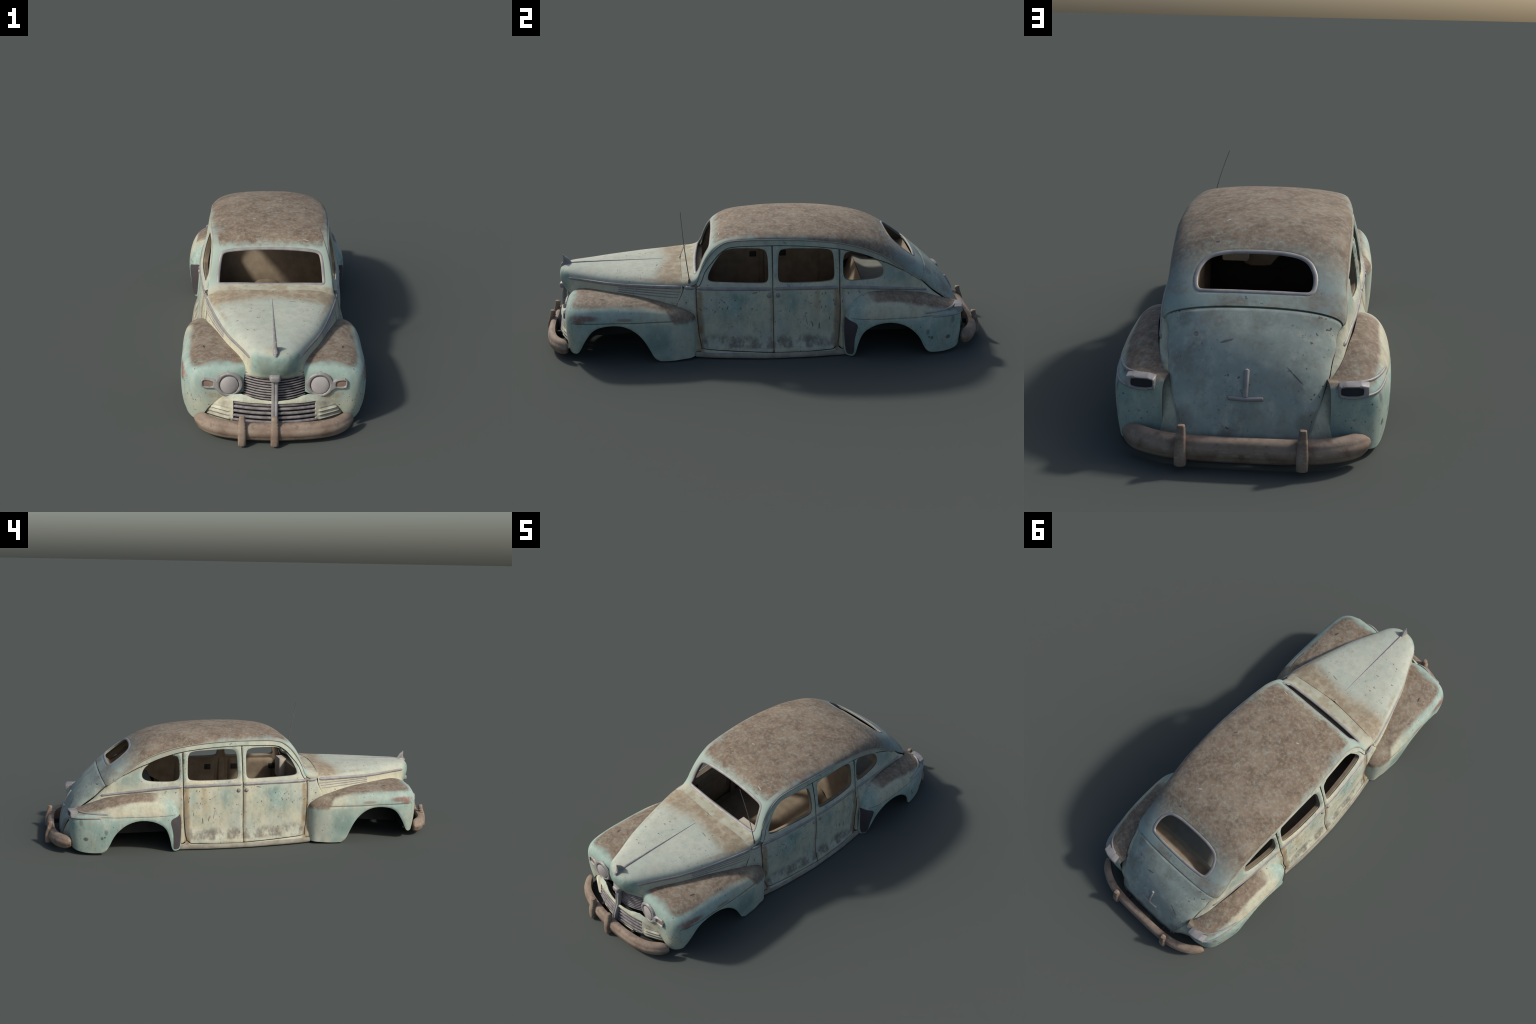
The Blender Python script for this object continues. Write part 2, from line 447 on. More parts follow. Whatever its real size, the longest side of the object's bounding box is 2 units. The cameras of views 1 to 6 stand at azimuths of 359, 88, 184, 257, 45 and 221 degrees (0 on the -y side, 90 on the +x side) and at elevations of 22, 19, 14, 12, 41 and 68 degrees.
def mat_hood():
    n = Nodes("bonnet_paint", mirror=False)
    col = n.mix(n.sm(0.3, 0.7, n.noise(7, 4)), lin(178, 181, 166), lin(168, 177, 164))
    col = n.mix(n.mul(n.sm(0.33, 0.30, n.add(n.z, edge_noise(n, 0.02))), 0.85), col, CREAM)
    nose = n.mul(n.sm(-0.855, -0.885, n.add(n.y, edge_noise(n, 0.05, 12))), n.sm(0.345, 0.325, n.z))
    col = n.mix(n.mul(nose, 0.9), col, n.mix(n.sm(0.4, 0.6, n.noise(14, 4)), TEAL, DEEP))
    col = n.mix(n.mul(n.sm(0.262, 0.24, n.z), n.sm(-0.85, -0.88, n.y), 0.55), col, CREAM)
    # brown dust along the back edge and the shoulders
    yb = n.add(n.y, edge_noise(n, 0.07, 9)); sh = n.sub(n.x, n.mul(n.add(n.y, 0.92), 0.30))
    back = n.sm(-0.475, -0.39, n.add(yb, n.mul(n.x, 0.18)))
    rim = n.mul(n.sm(0.335, 0.342, n.z), 0.0)
    shoulder = n.mul(n.sm(0.075, 0.088, sh), n.sm(0.102, 0.092, sh), n.sm(0.322, 0.33, n.z), n.sm(-0.75, -0.45, n.y), 0.7)
    brown = n.mx(n.mul(back, n.sm(0.315, 0.335, n.add(n.z, edge_noise(n, 0.01))), 0.95), n.mul(shoulder, n.sm(0.35, 0.6, n.noise(20, 4))))
    col = n.mix(brown, col, n.mix(n.sm(0.4, 0.7, n.noise(40, 4)), lin(139, 121, 97), lin(161, 149, 126)))
    foot = n.mul(n.sm(0.262, 0.245, n.z), n.sm(0.5, 0.7, n.noise(14, 5)), 0.6)
    col = n.mix(foot, col, lin(150, 118, 76))
    sc = n.mx(n.dash(n.xs, n.y, 0.085, -0.47, -12, 0.018, 0.0022), n.dash(n.xs, n.y, -0.09, -0.56, 20, 0.008, 0.0022))
    col = n.mix(sc, col, lin(110, 110, 108))
    orn = n.mul(n.blob((0.0, -0.885, 0.345), (0.055, 0.035, 0.03), lo=1.0, hi=0.2, warp=0.8), 0.45)
    col = n.mix(orn, col, lin(140, 128, 102))
    return weathered(n, col, streak=0.08, mot=0.55)

def mat_front_fender():
    n = Nodes("front_fender_paint")
    col = n.mix(n.sm(0.35, 0.65, n.noise(8, 4)), TEAL, n.mix(0.5, TEAL, PALE))
    col = n.mix(n.mul(n.sm(-0.72, -0.55, n.y), n.sm(0.42, 0.62, n.noise(7, 4, off=7)), 0.75), col, CREAM)
    col = n.mix(n.mul(n.sm(-0.42, -0.36, n.add(n.y, edge_noise(n, 0.06))), n.sm(0.18, 0.15, n.z), 0.85), col, PALE)
    col = n.mix(n.mul(n.blob((None, -0.46, 0.10), (1, 0.08, 0.07), warp=0.8), 0.6), col, DEEP)
    front = n.sm(-0.80, -0.86, n.y)
    low = n.mul(front, n.sm(0.17, 0.10, n.add(n.z, edge_noise(n, 0.03))), 0.5)
    col = n.mix(low, col, CREAM)
    och = n.mul(n.blob((0.225, -0.87, 0.140), (0.06, 0.08, 0.038), lo=1.0, hi=0.0, warp=1.6, wscale=30), n.sm(0.35, 0.6, n.noise(40, 4)), 0.85)
    col = n.mix(och, col, OCHRE)
    col = n.mix(n.mul(n.blob((0.205, -0.88, 0.265), (0.009, 0.05, 0.006)), 0.7), col, lin(110, 104, 100))
    col = n.mix(n.mul(specks(n, 1.0, 75, off=2), front, n.sm(0.2, 0.14, n.z)), col, DARK)
    # rusted crown, ragged towards nose and flank
    zw = n.add(n.z, edge_noise(n, 0.036, 20)); yw = n.add(n.y, edge_noise(n, 0.06, 16, 3.0)); xw = n.add(n.x, edge_noise(n, 0.03, 16, 6.0))
    tail = n.mul(n.sm(-0.43, -0.38, n.y), 0.045)
    lim = n.add(n.add(zw, tail), n.mul(n.add(n.y, 0.85), 0.02))
    r = n.mul(n.sm(0.240, 0.258, n.add(lim, n.mul(n.sm(-0.52, -0.42, n.y), 0.018))), n.sm(-0.850, -0.815, yw), n.sm(0.350, 0.315, n.sub(xw, tail)))
    r2 = n.mul(n.sm(-0.40, -0.36, yw), n.sm(0.180, 0.186, n.add(n.z, edge_noise(n, 0.006))))
    # red primer patches on the flank
    p1 = n.blob((0.355, -0.775, 0.213), (0.10, 0.085, 0.017), warp=0.7)
    p2 = n.blob((0.355, -0.80, 0.20), (0.10, 0.04, 0.016), warp=0.9)
    p3 = n.blob((0.36, -0.60, 0.205), (0.10, 0.05, 0.009), warp=0.9)
    red = n.mul(n.mx(p1, p2, n.mul(p3, 0.7)), n.sm(0.31, 0.33, n.x))
    col = n.mix(n.mul(red, 0.9), col, RED)
    line = n.mul(n.sm(0.0035, 0.0012, n.m("ABSOLUTE", n.sub(n.z, n.add(0.187, n.mul(n.noise(6, 2), 0.008))))), n.sm(0.335, 0.35, n.x), 0.75)
    col = n.mix(line, col, DARK)
    ch = n.dash(n.x, n.y, 0.27, -0.70, 75, 0.013, 0.0035)
    col = mottle(n, col, 0.8)
    col = n.mix(specks(n, 0.8, 70), col, DARK)
    s = n.noise(9, 4, 0.6, (5, 5, 0.8), off=2.0); col = n.mix(n.mul(n.sm(0.58, 0.8, s), 0.25), col, OCHRE)
    col = n.mix(n.mx(n.mul(r, n.inv(n.mul(n.sm(0.50, 0.76, n.noise(30, 6, 0.7, off=8)), 0.50))), r2), col, rust_colour(n))
    col = n.mix(ch, col, lin(60, 60, 62))
    n.bump(n.noise(90, 4, 0.6), 0.14, 0.002)
    return n.finish(col, 0.74)

def mat_rear_fender():
    n = Nodes("rear_fender_paint")
    col = n.mix(n.sm(0.40, 0.60, n.noise(8, 4, off=2)), TEAL, n.mix(0.4, TEAL, PALE))
    cr = n.mul(n.sm(0.165, 0.20, n.add(n.z, edge_noise(n, 0.03))), n.sm(0.78, 0.70, n.y), n.sm(0.40, 0.47, n.y))
    col = n.mix(n.mul(cr, 0.85), col, n.mix(n.sm(0.45, 0.65, n.noise(12, 4)), CREAM, lin(190, 176, 150)))
    zw = n.add(n.z, edge_noise(n, 0.032, 20)); slope = n.mul(n.sm(0.56, 0.87, n.y), 0.052)
    r = n.mul(n.inv(n.mul(n.sm(0.50, 0.76, n.noise(30, 6, 0.7, off=8)), 0.50)), n.sm(0.234, 0.254, n.add(zw, slope)), n.sm(0.445, 0.50, n.add(n.y, edge_noise(n, 0.05))), n.sm(0.352, 0.335, n.sub(n.add(n.x, edge_noise(n, 0.03)), n.mul(n.sm(0.8, 0.6, n.y), 0.012))))
    spots = n.mx(n.blob((None, 0.81, 0.08), (1, 0.012, 0.010), lo=1.2, hi=0.6, warp=0.3), n.blob((None, 0.735, 0.085), (1, 0.007, 0.008), lo=1.2, hi=0.6),
                 n.mul(n.blob((None, 0.715, 0.115), (1, 0.012, 0.02), warp=0.6), 0.6), n.mul(n.blob((None, 0.83, 0.16), (1, 0.012, 0.022), warp=0.6), 0.75))
    col = n.mix(n.mul(spots, 0.9), col, lin(70, 62, 54))
    pit = n.mul(n.sm(0.26, 0.1, n.voronoi(120)), n.sm(0.72, 0.82, n.y), n.sm(0.19, 0.17, n.z), 0.35)
    col = n.mix(pit, col, lin(90, 96, 92))
    line = n.mul(n.sm(0.003, 0.001, n.m("ABSOLUTE", n.sub(n.z, n.add(0.178, n.mul(n.noise(5, 2), 0.012))))), n.sm(0.36, 0.372, n.x), n.sm(0.78, 0.72, n.y), 0.6)
    col = n.mix(line, col, DARK)
    return weathered(n, col, rust=r, streak=0.3)

def mat_doors():
    n = Nodes("door_and_side_paint")
    col = n.mix(n.sm(0.35, 0.68, n.noise(6, 4)), CREAM, PALE)
    col = n.mix(n.mul(n.sm(0.325, 0.345, n.z), 0.55), col, n.mix(n.sm(0.4, 0.6, n.noise(9, 3)), TEAL, PALE))
    brush = n.noise(15, 5, 0.65, (1.0, 1.0, 0.45), off=2)
    cloud = n.mx(n.blob((None, -0.13, 0.235), (1, 0.19, 0.11), lo=1.0, hi=0.1, warp=0.9, wscale=9), n.mul(n.blob((None, 0.12, 0.245), (1, 0.10, 0.08), lo=1.0, hi=0.1, warp=1.0, wscale=11), 0.8),
                 n.mul(n.blob((None, 0.29, 0.25), (1, 0.04, 0.07), lo=1.0, hi=0.1, warp=1.0), 0.6), n.mul(n.blob((None, 0.60, 0.34), (1, 0.09, 0.06), lo=1.0, hi=0.1, warp=0.8), 0.8))
    col = n.mix(n.mul(cloud, n.sm(0.30, 0.62, brush), 0.90), col, TEAL)
    col = n.mix(n.mul(n.sm(0.45, 0.9, cloud), n.sm(0.38, 0.62, n.noise(12, 4, 0.6, (1, 1, 0.6), off=4)), 0.70), col, DEEP)
    # run-off stains under the belt and at the door edges
    below = n.sm(0.305, 0.295, n.z)
    warp = edge_noise(n, 0.02, 12)
    yw = n.add(n.y, warp)
    def seam(y0, w): return n.sm(w, w * 0.25, n.m("ABSOLUTE", n.sub(yw, y0)))
    st = n.mx(n.mul(seam(-0.278, 0.026), 1.0), n.mul(seam(0.325, 0.022), 1.0), n.mul(seam(0.352, 0.012), 0.5), n.mul(seam(0.235, 0.02), n.sm(0.12, 0.25, n.z), 0.45), n.mul(seam(0.040, 0.016), 0.55))
    st = n.mul(st, below, n.add(0.35, n.mul(n.noise(9, 4, 0.6, (3, 3, 0.8)), 0.9)))
    col = n.mix(st, col, n.mix(n.sm(0.4, 0.65, n.noise(16, 3)), OCHRE, lin(122, 92, 60)))
    # dark flaking band along the bottoms
    band = n.mul(n.sm(0.112, 0.080, n.add(n.z, edge_noise(n, 0.03, 14))), n.sm(0.035, 0.05, n.z), n.sm(-0.29, -0.26, n.y), n.sm(0.34, 0.30, n.y))
    fl = n.mul(band, n.sm(0.40, 0.62, n.noise(17, 5, 0.65, (1, 1.2, 0.8), off=5.0)))
    col = n.mix(n.mul(fl, 0.85), col, n.mix(n.sm(0.4, 0.6, n.noise(30, 3)), lin(122, 112, 100), lin(92, 85, 78)))
    chips = n.mul(n.sm(0.20, 0.10, n.voronoi(38, (1, 1.6, 0.8), 3.0)), n.sm(0.54, 0.62, n.noise(12, 3, off=4)))
    col = n.mix(n.mul(chips, n.sm(0.30, 0.28, n.z), 0.9), col, lin(66, 66, 60))
    sc = n.mx(n.dash(n.y, n.z, 0.215, 0.145, 100, 0.016, 0.0025), n.dash(n.y, n.z, 0.245, 0.135, 85, 0.018, 0.003), n.dash(n.y, n.z, 0.19, 0.16, 100, 0.020, 0.002),
              n.dash(n.y, n.z, 0.29, 0.17, 85, 0.012, 0.002), n.dash(n.y, n.z, -0.17, 0.255, -40, 0.025, 0.0012), n.dash(n.y, n.z, -0.035, 0.295, 10, 0.015, 0.0025),
              n.dash(n.y, n.z, 0.10, 0.505, -35, 0.010, 0.002))
    col = n.mix(n.mul(sc, 0.85), col, lin(70, 70, 70))
    rail = n.mul(n.sm(0.30, 0.36, n.y), n.sm(0.455, 0.475, n.add(n.z, n.mul(n.sm(0.34, 0.6, n.y), 0.10))), 0.5)
    col = n.mix(rail, col, RUST_L)
    return weathered(n, col, streak=0.22)

def mat_quarter():
    n = Nodes("tail_corner_paint")
    col = n.mix(n.sm(0.35, 0.68, n.noise(6, 4)), n.mix(0.5, CREAM, PALE), TEAL)
    col = n.mix(n.mul(n.sm(0.70, 0.85, n.y), 0.8), col, BLUE)
    d = n.mul(n.blob((0.20, None, 0.12), (0.05, 1, 0.05), warp=0.9), 0.7)
    col = n.mix(n.mx(d, n.mul(n.sm(0.52, 0.72, n.noise(12, 5, 0.6)), 0.4)), col, lin(112, 100, 88))
    return weathered(n, col, streak=0.2)

def mat_trim():
    n = Nodes("dull_trim_metal", 0.55)
    col = n.mix(n.sm(0.3, 0.7, n.noise(30, 4)), lin(134, 132, 132), lin(155, 152, 148))
    col = n.mix(n.mul(n.sm(0.55, 0.75, n.noise(18, 5)), 0.4), col, lin(120, 108, 98))
    n.bsdf.inputs["Metallic"].default_value = 0.15
    n.bump(n.noise(70, 3), 0.15, 0.0015)
    return n.finish(col, 0.5)

def mat_bumper():
    n = Nodes("bumper_rust", 0.7)
    col = n.mix(n.sm(0.3, 0.7, n.noise(14, 5)), lin(119, 101, 88), lin(142, 127, 112))
    col = n.mix(n.mul(n.sm(0.52, 0.7, n.noise(40, 5, 0.65, (0.4, 1, 1))), 0.6), col, lin(160, 148, 130))
    col = n.mix(n.mul(n.sm(0.50, 0.70, n.noise(24, 5, 0.65, off=4)), 0.6), col, lin(92, 74, 61))
    n.bump(n.noise(80, 4), 0.25, 0.002)
    return n.finish(col, 0.68)

def mat_plain(name, c1, c2, scale=20.0, rough=0.8):
    n = Nodes(name, rough)
    n.bump(n.noise(60, 4), 0.1, 0.002)
    return n.finish(n.mix(n.sm(0.3, 0.7, n.noise(scale, 4)), c1, c2))

M_ROOF = mat_roof(); M_TRUNK = mat_trunk(); M_HOOD = mat_hood(); M_FF = mat_front_fender(); M_RF = mat_rear_fender()
M_DOOR = mat_doors(); M_QUARTER = mat_quarter(); M_TRIM = mat_trim(); M_BUMPER = mat_bumper()
M_INNER = mat_plain("bare_interior_panel", lin(128, 114, 96), lin(146, 132, 112))
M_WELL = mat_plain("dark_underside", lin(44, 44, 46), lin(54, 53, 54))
M_GUARD = mat_plain("dark_stone_guard", lin(66, 62, 64), lin(72, 68, 70))
M_GREY = mat_plain("grey_boot_floor", lin(128, 130, 122), lin(140, 142, 134))
M_LENS = mat_plain("frosted_lamp_glass", lin(158, 153, 152), lin(170, 165, 162), rough=0.4)
M_BARS = mat_plain("grille_bar_metal", lin(104, 100, 101), lin(142, 137, 136), 40, 0.5)
M_AMBER = mat_plain("parking_lamp_lens", lin(122, 100, 88), lin(140, 122, 104))
M_WIRE = mat_plain("antenna_steel", lin(100, 100, 98), lin(120, 120, 116), rough=0.5)
M_SILL = mat_plain("worn_sill_paint", lin(126, 121, 109), lin(150, 145, 131), 24)
M_GUTTER = mat_plain("gutter_strip", lin(140, 134, 122), lin(158, 152, 140), 30)
def mat_surround():
    n = Nodes("grille_surround_paint")
    col = n.mix(n.sm(0.35, 0.65, n.noise(10, 4)), lin(188, 192, 174), CREAM)
    col = n.mix(n.mul(n.sm(0.15, 0.19, n.x), n.sm(0.35, 0.6, n.noise(22, 4)), 0.7), col, lin(150, 140, 124))
    col = n.mix(n.mul(n.sm(0.145, 0.16, n.z), 0.4), col, TEAL)
    return weathered(n, col, streak=0.15)
M_SURROUND = mat_surround()

# ------------------------------------------------------------------ side surface  x = X(y, z)
belt_z = pchip([-0.37, -0.29, 0.044, 0.339, 0.55, 0.726, 0.80], [0.316, 0.313, 0.313, 0.306, 0.287, 0.265, 0.25])
plan_w = pchip([-0.40, -0.36, -0.29, -0.19, -0.10, 0.044, 0.20, 0.339, 0.45, 0.55, 0.65, 0.69, 0.703, 0.719, 0.727, 0.738, 0.752, 0.77],
               [0.266, 0.270, 0.282, 0.297, 0.306, 0.315, 0.313, 0.302, 0.292, 0.281, 0.262, 0.2535, 0.247, 0.229, 0.210, 0.189, 0.172, 0.150])
lean = pchip([0.0, 0.07, 0.135, 0.20, 0.25, 0.31, 0.6], [-0.163, -0.161, -0.146, -0.103, -0.046, 0.0, 0.0])
flare = pchip([0.0, 0.04, 0.07, 0.10, 0.15, 0.22, 0.29, 0.32, 0.6], [0.043, 0.033, 0.020, 0.013, 0.011, 0.010, 0.003, 0.0, 0.0])
# roof seam: y, x, z along the drip moulding, then down the boot-lid edge
SEAM = np.array([(-0.345, 0.272, 0.316), (-0.291, 0.267, 0.322), (-0.280, 0.260, 0.358), (-0.257, 0.256, 0.403), (-0.225, 0.251, 0.452),
                 (-0.186, 0.249, 0.490), (-0.145, 0.250, 0.510), (-0.07, 0.256, 0.517), (0.05, 0.264, 0.519), (0.15, 0.268, 0.516),
                 (0.335, 0.267, 0.496), (0.443, 0.261, 0.467), (0.535, 0.256, 0.426), (0.615, 0.252, 0.369), (0.703, 0.247, 0.309),
                 (0.765, 0.229, 0.251), (0.829, 0.207, 0.200), (0.881, 0.188, 0.140), (0.913, 0.172, 0.075), (0.922, 0.166, 0.03)])
seam_z = pchip(SEAM[1:15, 0], SEAM[1:15, 2]); seam_x = pchip(SEAM[1:15, 0], SEAM[1:15, 1])

WINDOW_FRONT = chaikin([(-0.243, 0.348), (-0.212, 0.339), (-0.05, 0.337), (0.012, 0.335), (0.026, 0.350), (0.026, 0.400), (0.024, 0.463), (0.006, 0.484),
                        (-0.06, 0.486), (-0.13, 0.485), (-0.172, 0.473), (-0.205, 0.431), (-0.232, 0.385)], 3)
WINDOW_REAR = chaikin([(0.067, 0.345), (0.085, 0.334), (0.19, 0.333), (0.302, 0.333), (0.316, 0.347), (0.314, 0.40), (0.311, 0.458), (0.290, 0.476), (0.19, 0.481),
                       (0.090, 0.484), (0.071, 0.466), (0.068, 0.40)], 3)
WINDOW_QUARTER = chaikin([(0.354, 0.345), (0.378, 0.330), (0.44, 0.329), (0.510, 0.332), (0.537, 0.350), (0.531, 0.386), (0.505, 0.413), (0.462, 0.437), (0.415, 0.456),
                          (0.375, 0.459), (0.356, 0.445), (0.353, 0.40)], 3)
SIDE_WINDOWS = [WINDOW_FRONT, WINDOW_REAR, WINDOW_QUARTER]

def side_x(y, z):
    w = plan_w(y + lean(z) * smooth(0.45, 0.72, y))
    zb = belt_z(y); zs = seam_z(y); xs = seam_x(y)
    u = np.clip((z - zb) / np.maximum(zs - zb, 0.02), 0, 1.3)
    k = smooth(0.70, 0.60, y)
    w = w - (plan_w(y) - xs) * (0.55 * u + 0.45 * u * u) * k
    return w + flare(z) * smooth(0.62, 0.40, y) * (1 + 0.35 * smooth(0.0, -0.25, y) * smooth(0.06, 0.12, z)) \
        + 0.015 * np.exp(-((y - 0.37) / 0.065) ** 2) * smooth(0.29, 0.21, z) * smooth(0.03, 0.09, z)

def side_surface(D):
    y, z = D[:, 0], D[:, 1]
    return np.stack([side_x(y, z), y, z], 1)

def side_relief(D, V):
    """pressed-in window reveals, door-edge rolls and small dents"""
    r = np.zeros(len(D))
    for w in SIDE_WINDOWS:
        k = (D[:, 0] > w[:, 0].min() - .03) & (D[:, 0] < w[:, 0].max() + .03) & (D[:, 1] > w[:, 1].min() - .03)
        if k.any():
            d = dist_to(D[k], w); r[k] -= 0.0075 * np.clip(1 - d / 0.013, 0, 1) ** 1.7
    low = smooth(0.11, 0.06, D[:, 1])
    r += wobble(V, 16, 3) * 0.0012 + wobble(V, 24, 4) * 0.0042 * low * smooth(0.035, 0.055, D[:, 1]) * smooth(-0.27, -0.25, D[:, 0]) * smooth(0.32, 0.30, D[:, 0])
    return r

def inset_roll(outline):
    """rolled-over panel edge"""
    poly = resample(outline, 0.006, True)
    return lambda D: -0.0035 * np.clip(1 - dist_to(D, poly) / 0.006, 0, 1) ** 2

# spine and edge of the top surface, station by station
CENTRE = np.array([(-0.366, 0.361), (-0.335, 0.361), (-0.303, 0.364), (-0.262, 0.428), (-0.222, 0.494), (-0.190, 0.519), (-0.150, 0.535), (-0.08, 0.550), (0.03, 0.561), (0.15, 0.564),
                   (0.32, 0.558), (0.43, 0.541), (0.51, 0.514), (0.60, 0.463), (0.735, 0.365), (0.812, 0.297), (0.874, 0.218), (0.910, 0.140), (0.926, 0.075), (0.932, 0.03)])
EDGE = SEAM[:, [1, 0, 2]].copy()
EDGE[1] = (0.268, -0.315, 0.318); EDGE[2] = (0.266, -0.289, 0.330); EDGE[3] = (0.257, -0.262, 0.394); EDGE[4] = (0.253, -0.219, 0.459)
EDGE[:, 0] = np.where(EDGE[:, 1] > -0.29, side_x(EDGE[:, 1], EDGE[:, 2]), EDGE[:, 0])
CROWN = [2.6, 2.6, 3.2, 3.4, 3.0, 2.4, 2.2, 2.1, 2.05, 2.0, 2.0, 2.2, 2.6, 2.9, 2.25, 2.05, 2.0, 2.0, 2.05, 2.05]
TQ = chord(CENTRE)
c_fn = natural_spline(TQ, CENTRE); cr_fn = pchip(TQ, CROWN)
# edge parametrised by the same q; keep it on the seam curve
ef = [pchip(TQ, EDGE[:, i]) for i in range(3)]
PW = 0.30
def top_edge(q):
    y, z = ef[1](q), ef[2](q)
    return np.stack([np.where(y > -0.27, side_x(y, z), ef[0](q)), y, z], -1)
SEAM_D = top_edge(np.linspace(TQ[2], TQ[-1], 500))[:, [1, 0, 2]]
def seam_offset(off_fn, y0, y1):
    """points of the seam in (y,z) moved inward by off_fn(y) between y0 and y1"""
    c = SEAM_D[:, [0, 2]]; t = np.gradient(c, axis=0); t /= np.linalg.norm(t, axis=1, keepdims=True)
    o = c + np.stack([t[:, 1], -t[:, 0]], 1) * off_fn(c[:, 0])[:, None]
    return o[(o[:, 0] >= y0) & (o[:, 0] <= y1)]

rail_w = lambda y: 0.019 * smooth(0.64, 0.50, y) * (0.45 + 0.55 * smooth(-0.29, -0.22, y)) + 0.0035
door_top = lambda y: rail_w(y) + 2 * GAP
top_front = seam_offset(door_top, -0.30, 0.044 - GAP)
top_rear = seam_offset(door_top, 0.044 + GAP, 0.337 - GAP)
top_quarter = seam_offset(lambda y: door_top(y) * smooth(0.66, 0.6, y) + 0.0009, 0.337 + GAP, 0.93)

def clean(P): return np.array(P, float)
front_door = clean(list(map(tuple, top_front[top_front[:, 1] > 0.325])) + [(0.044 - GAP, 0.26), (0.044 - GAP, 0.10), (0.044 - GAP, 0.028),
              (-0.10, 0.033), (-0.25, 0.040), (-0.272, 0.046), (-0.283, 0.10), (-0.288, 0.20), (-0.289, 0.30)])
rear_door = clean(list(map(tuple, top_rear)) + [(0.337 - GAP, 0.40), (0.336 - GAP, 0.16), (0.330 - GAP, 0.075), (0.322, 0.046), (0.305, 0.031), (0.20, 0.027), (0.044 + GAP, 0.027),
              (0.044 + GAP, 0.10), (0.044 + GAP, 0.30)])

KEEP_SIDE = []
def side_panel(name, outline, holes, mats, **kw):
    roll = inset_roll(outline)
    return panel(name, outline, holes, side_surface, mats, relief=lambda D, V: side_relief(D, V) + roll(D), keep=KEEP_SIDE, spacing=0.0075, **kw)

doors_f = side_panel("front_door", front_door, [WINDOW_FRONT], [M_DOOR, M_INNER])
doors_r = side_panel("rear_door", rear_door, [WINDOW_REAR], [M_DOOR, M_INNER])
quarter = clean(list(map(tuple, top_quarter)) + [(0.932, 0.045), (0.775, 0.045), (0.755, 0.12), (0.735, 0.205), (0.66, 0.238), (0.47, 0.245), (0.42, 0.225), (0.395, 0.12), (0.392, 0.03), (0.345, 0.03), (0.327 + GAP * 2, 0.046), (0.334 + GAP, 0.09),
                (0.338 + GAP, 0.16), (0.338 + GAP, 0.40)])
side_panel("quarter_panel", quarter, [WINDOW_QUARTER], [M_DOOR, M_INNER])
# gutter rail between roof and door tops
rail_in = seam_offset(rail_w, -0.295, 0.62); rail_out = seam_offset(lambda y: 0.0 * y + 0.0005, -0.291, 0.62)
rail_outline = np.vstack([rail_out, rail_in[::-1]])
panel("roof_rail", rail_outline, [], side_surface, [M_DOOR, M_INNER], spacing=0.006, relief=lambda D, V: -0.0015 + 0 * D[:, 0])
# cowl side between bonnet and front door
cowl_side = clean([(-0.343, 0.316), (-0.293, 0.318), (-0.2915, 0.20), (-0.286, 0.10), (-0.276, 0.044), (-0.276, 0.03), (-0.36, 0.03), (-0.40, 0.10), (-0.385, 0.21), (-0.372, 0.243), (-0.350, 0.29)])
side_panel("cowl_side", cowl_side, [], [M_DOOR, M_INNER])

# rocker panel under the doors
rocker = clean([(-0.36, 0.026), (-0.279, 0.026), (-0.274, 0.0415), (-0.25, 0.0365), (-0.10, 0.0295), (0.044, 0.0245), (0.20, 0.0235), (0.306, 0.0275), (0.325, 0.041), (0.343, 0.027), (0.392, 0.027), (0.392, 0.006), (0.0, 0.004), (-0.30, 0.008), (-0.36, 0.010)])
panel("rocker_panel", rocker, [], side_surface, [M_DOOR, M_WELL], spacing=0.005)
# sill: rolled strip along the bottom
yy = np.linspace(-0.30, 0.392, 60); zz = np.interp(yy, [-0.30, -0.27, 0.0, 0.36, 0.392], [0.016, 0.014, 0.0126, 0.0126, 0.0126])
P = np.stack([side_x(yy, zz) - 0.001, yy, zz], 1)
strip("sill", P, np.tile([1.0, 0, 0.15], (60, 1)), 0.0125, 0.010, [M_SILL], both=True, seg=10, sink=0.004)

# ------------------------------------------------------------------ top surface
def top_surface(D):
    p = D[:, 0] / PW; q = D[:, 1]
    C = c_fn(q); E = top_edge(q); n = cr_fn(q)
    a = np.clip(np.abs(p), 0, 1)
    s = np.sin(a * math.pi / 2); g = 1 - np.maximum(1 - s ** n, 0) ** (1 / n)
    return np.stack([np.sign(p) * E[:, 0] * s, C[:, 0] + (E[:, 1] - C[:, 0]) * g, C[:, 1] + (E[:, 2] - C[:, 1]) * g], 1)
def top_xq(pts):
    """(x, q) -> domain"""
    pts = np.asarray(pts, float); E = top_edge(pts[:, 1])
    return np.stack([PW * np.arcsin(np.clip(pts[:, 0] / E[:, 0], -1, 1)) * 2 / math.pi, pts[:, 1]], 1)
q_of_y = lambda y: float(np.interp(y, CENTRE[:, 0], TQ))
q_dense = np.linspace(TQ[0], TQ[-1], 2000); y_dense = c_fn(q_dense)[:, 0]
q_of_y = lambda y: float(np.interp(y, y_dense, q_dense))

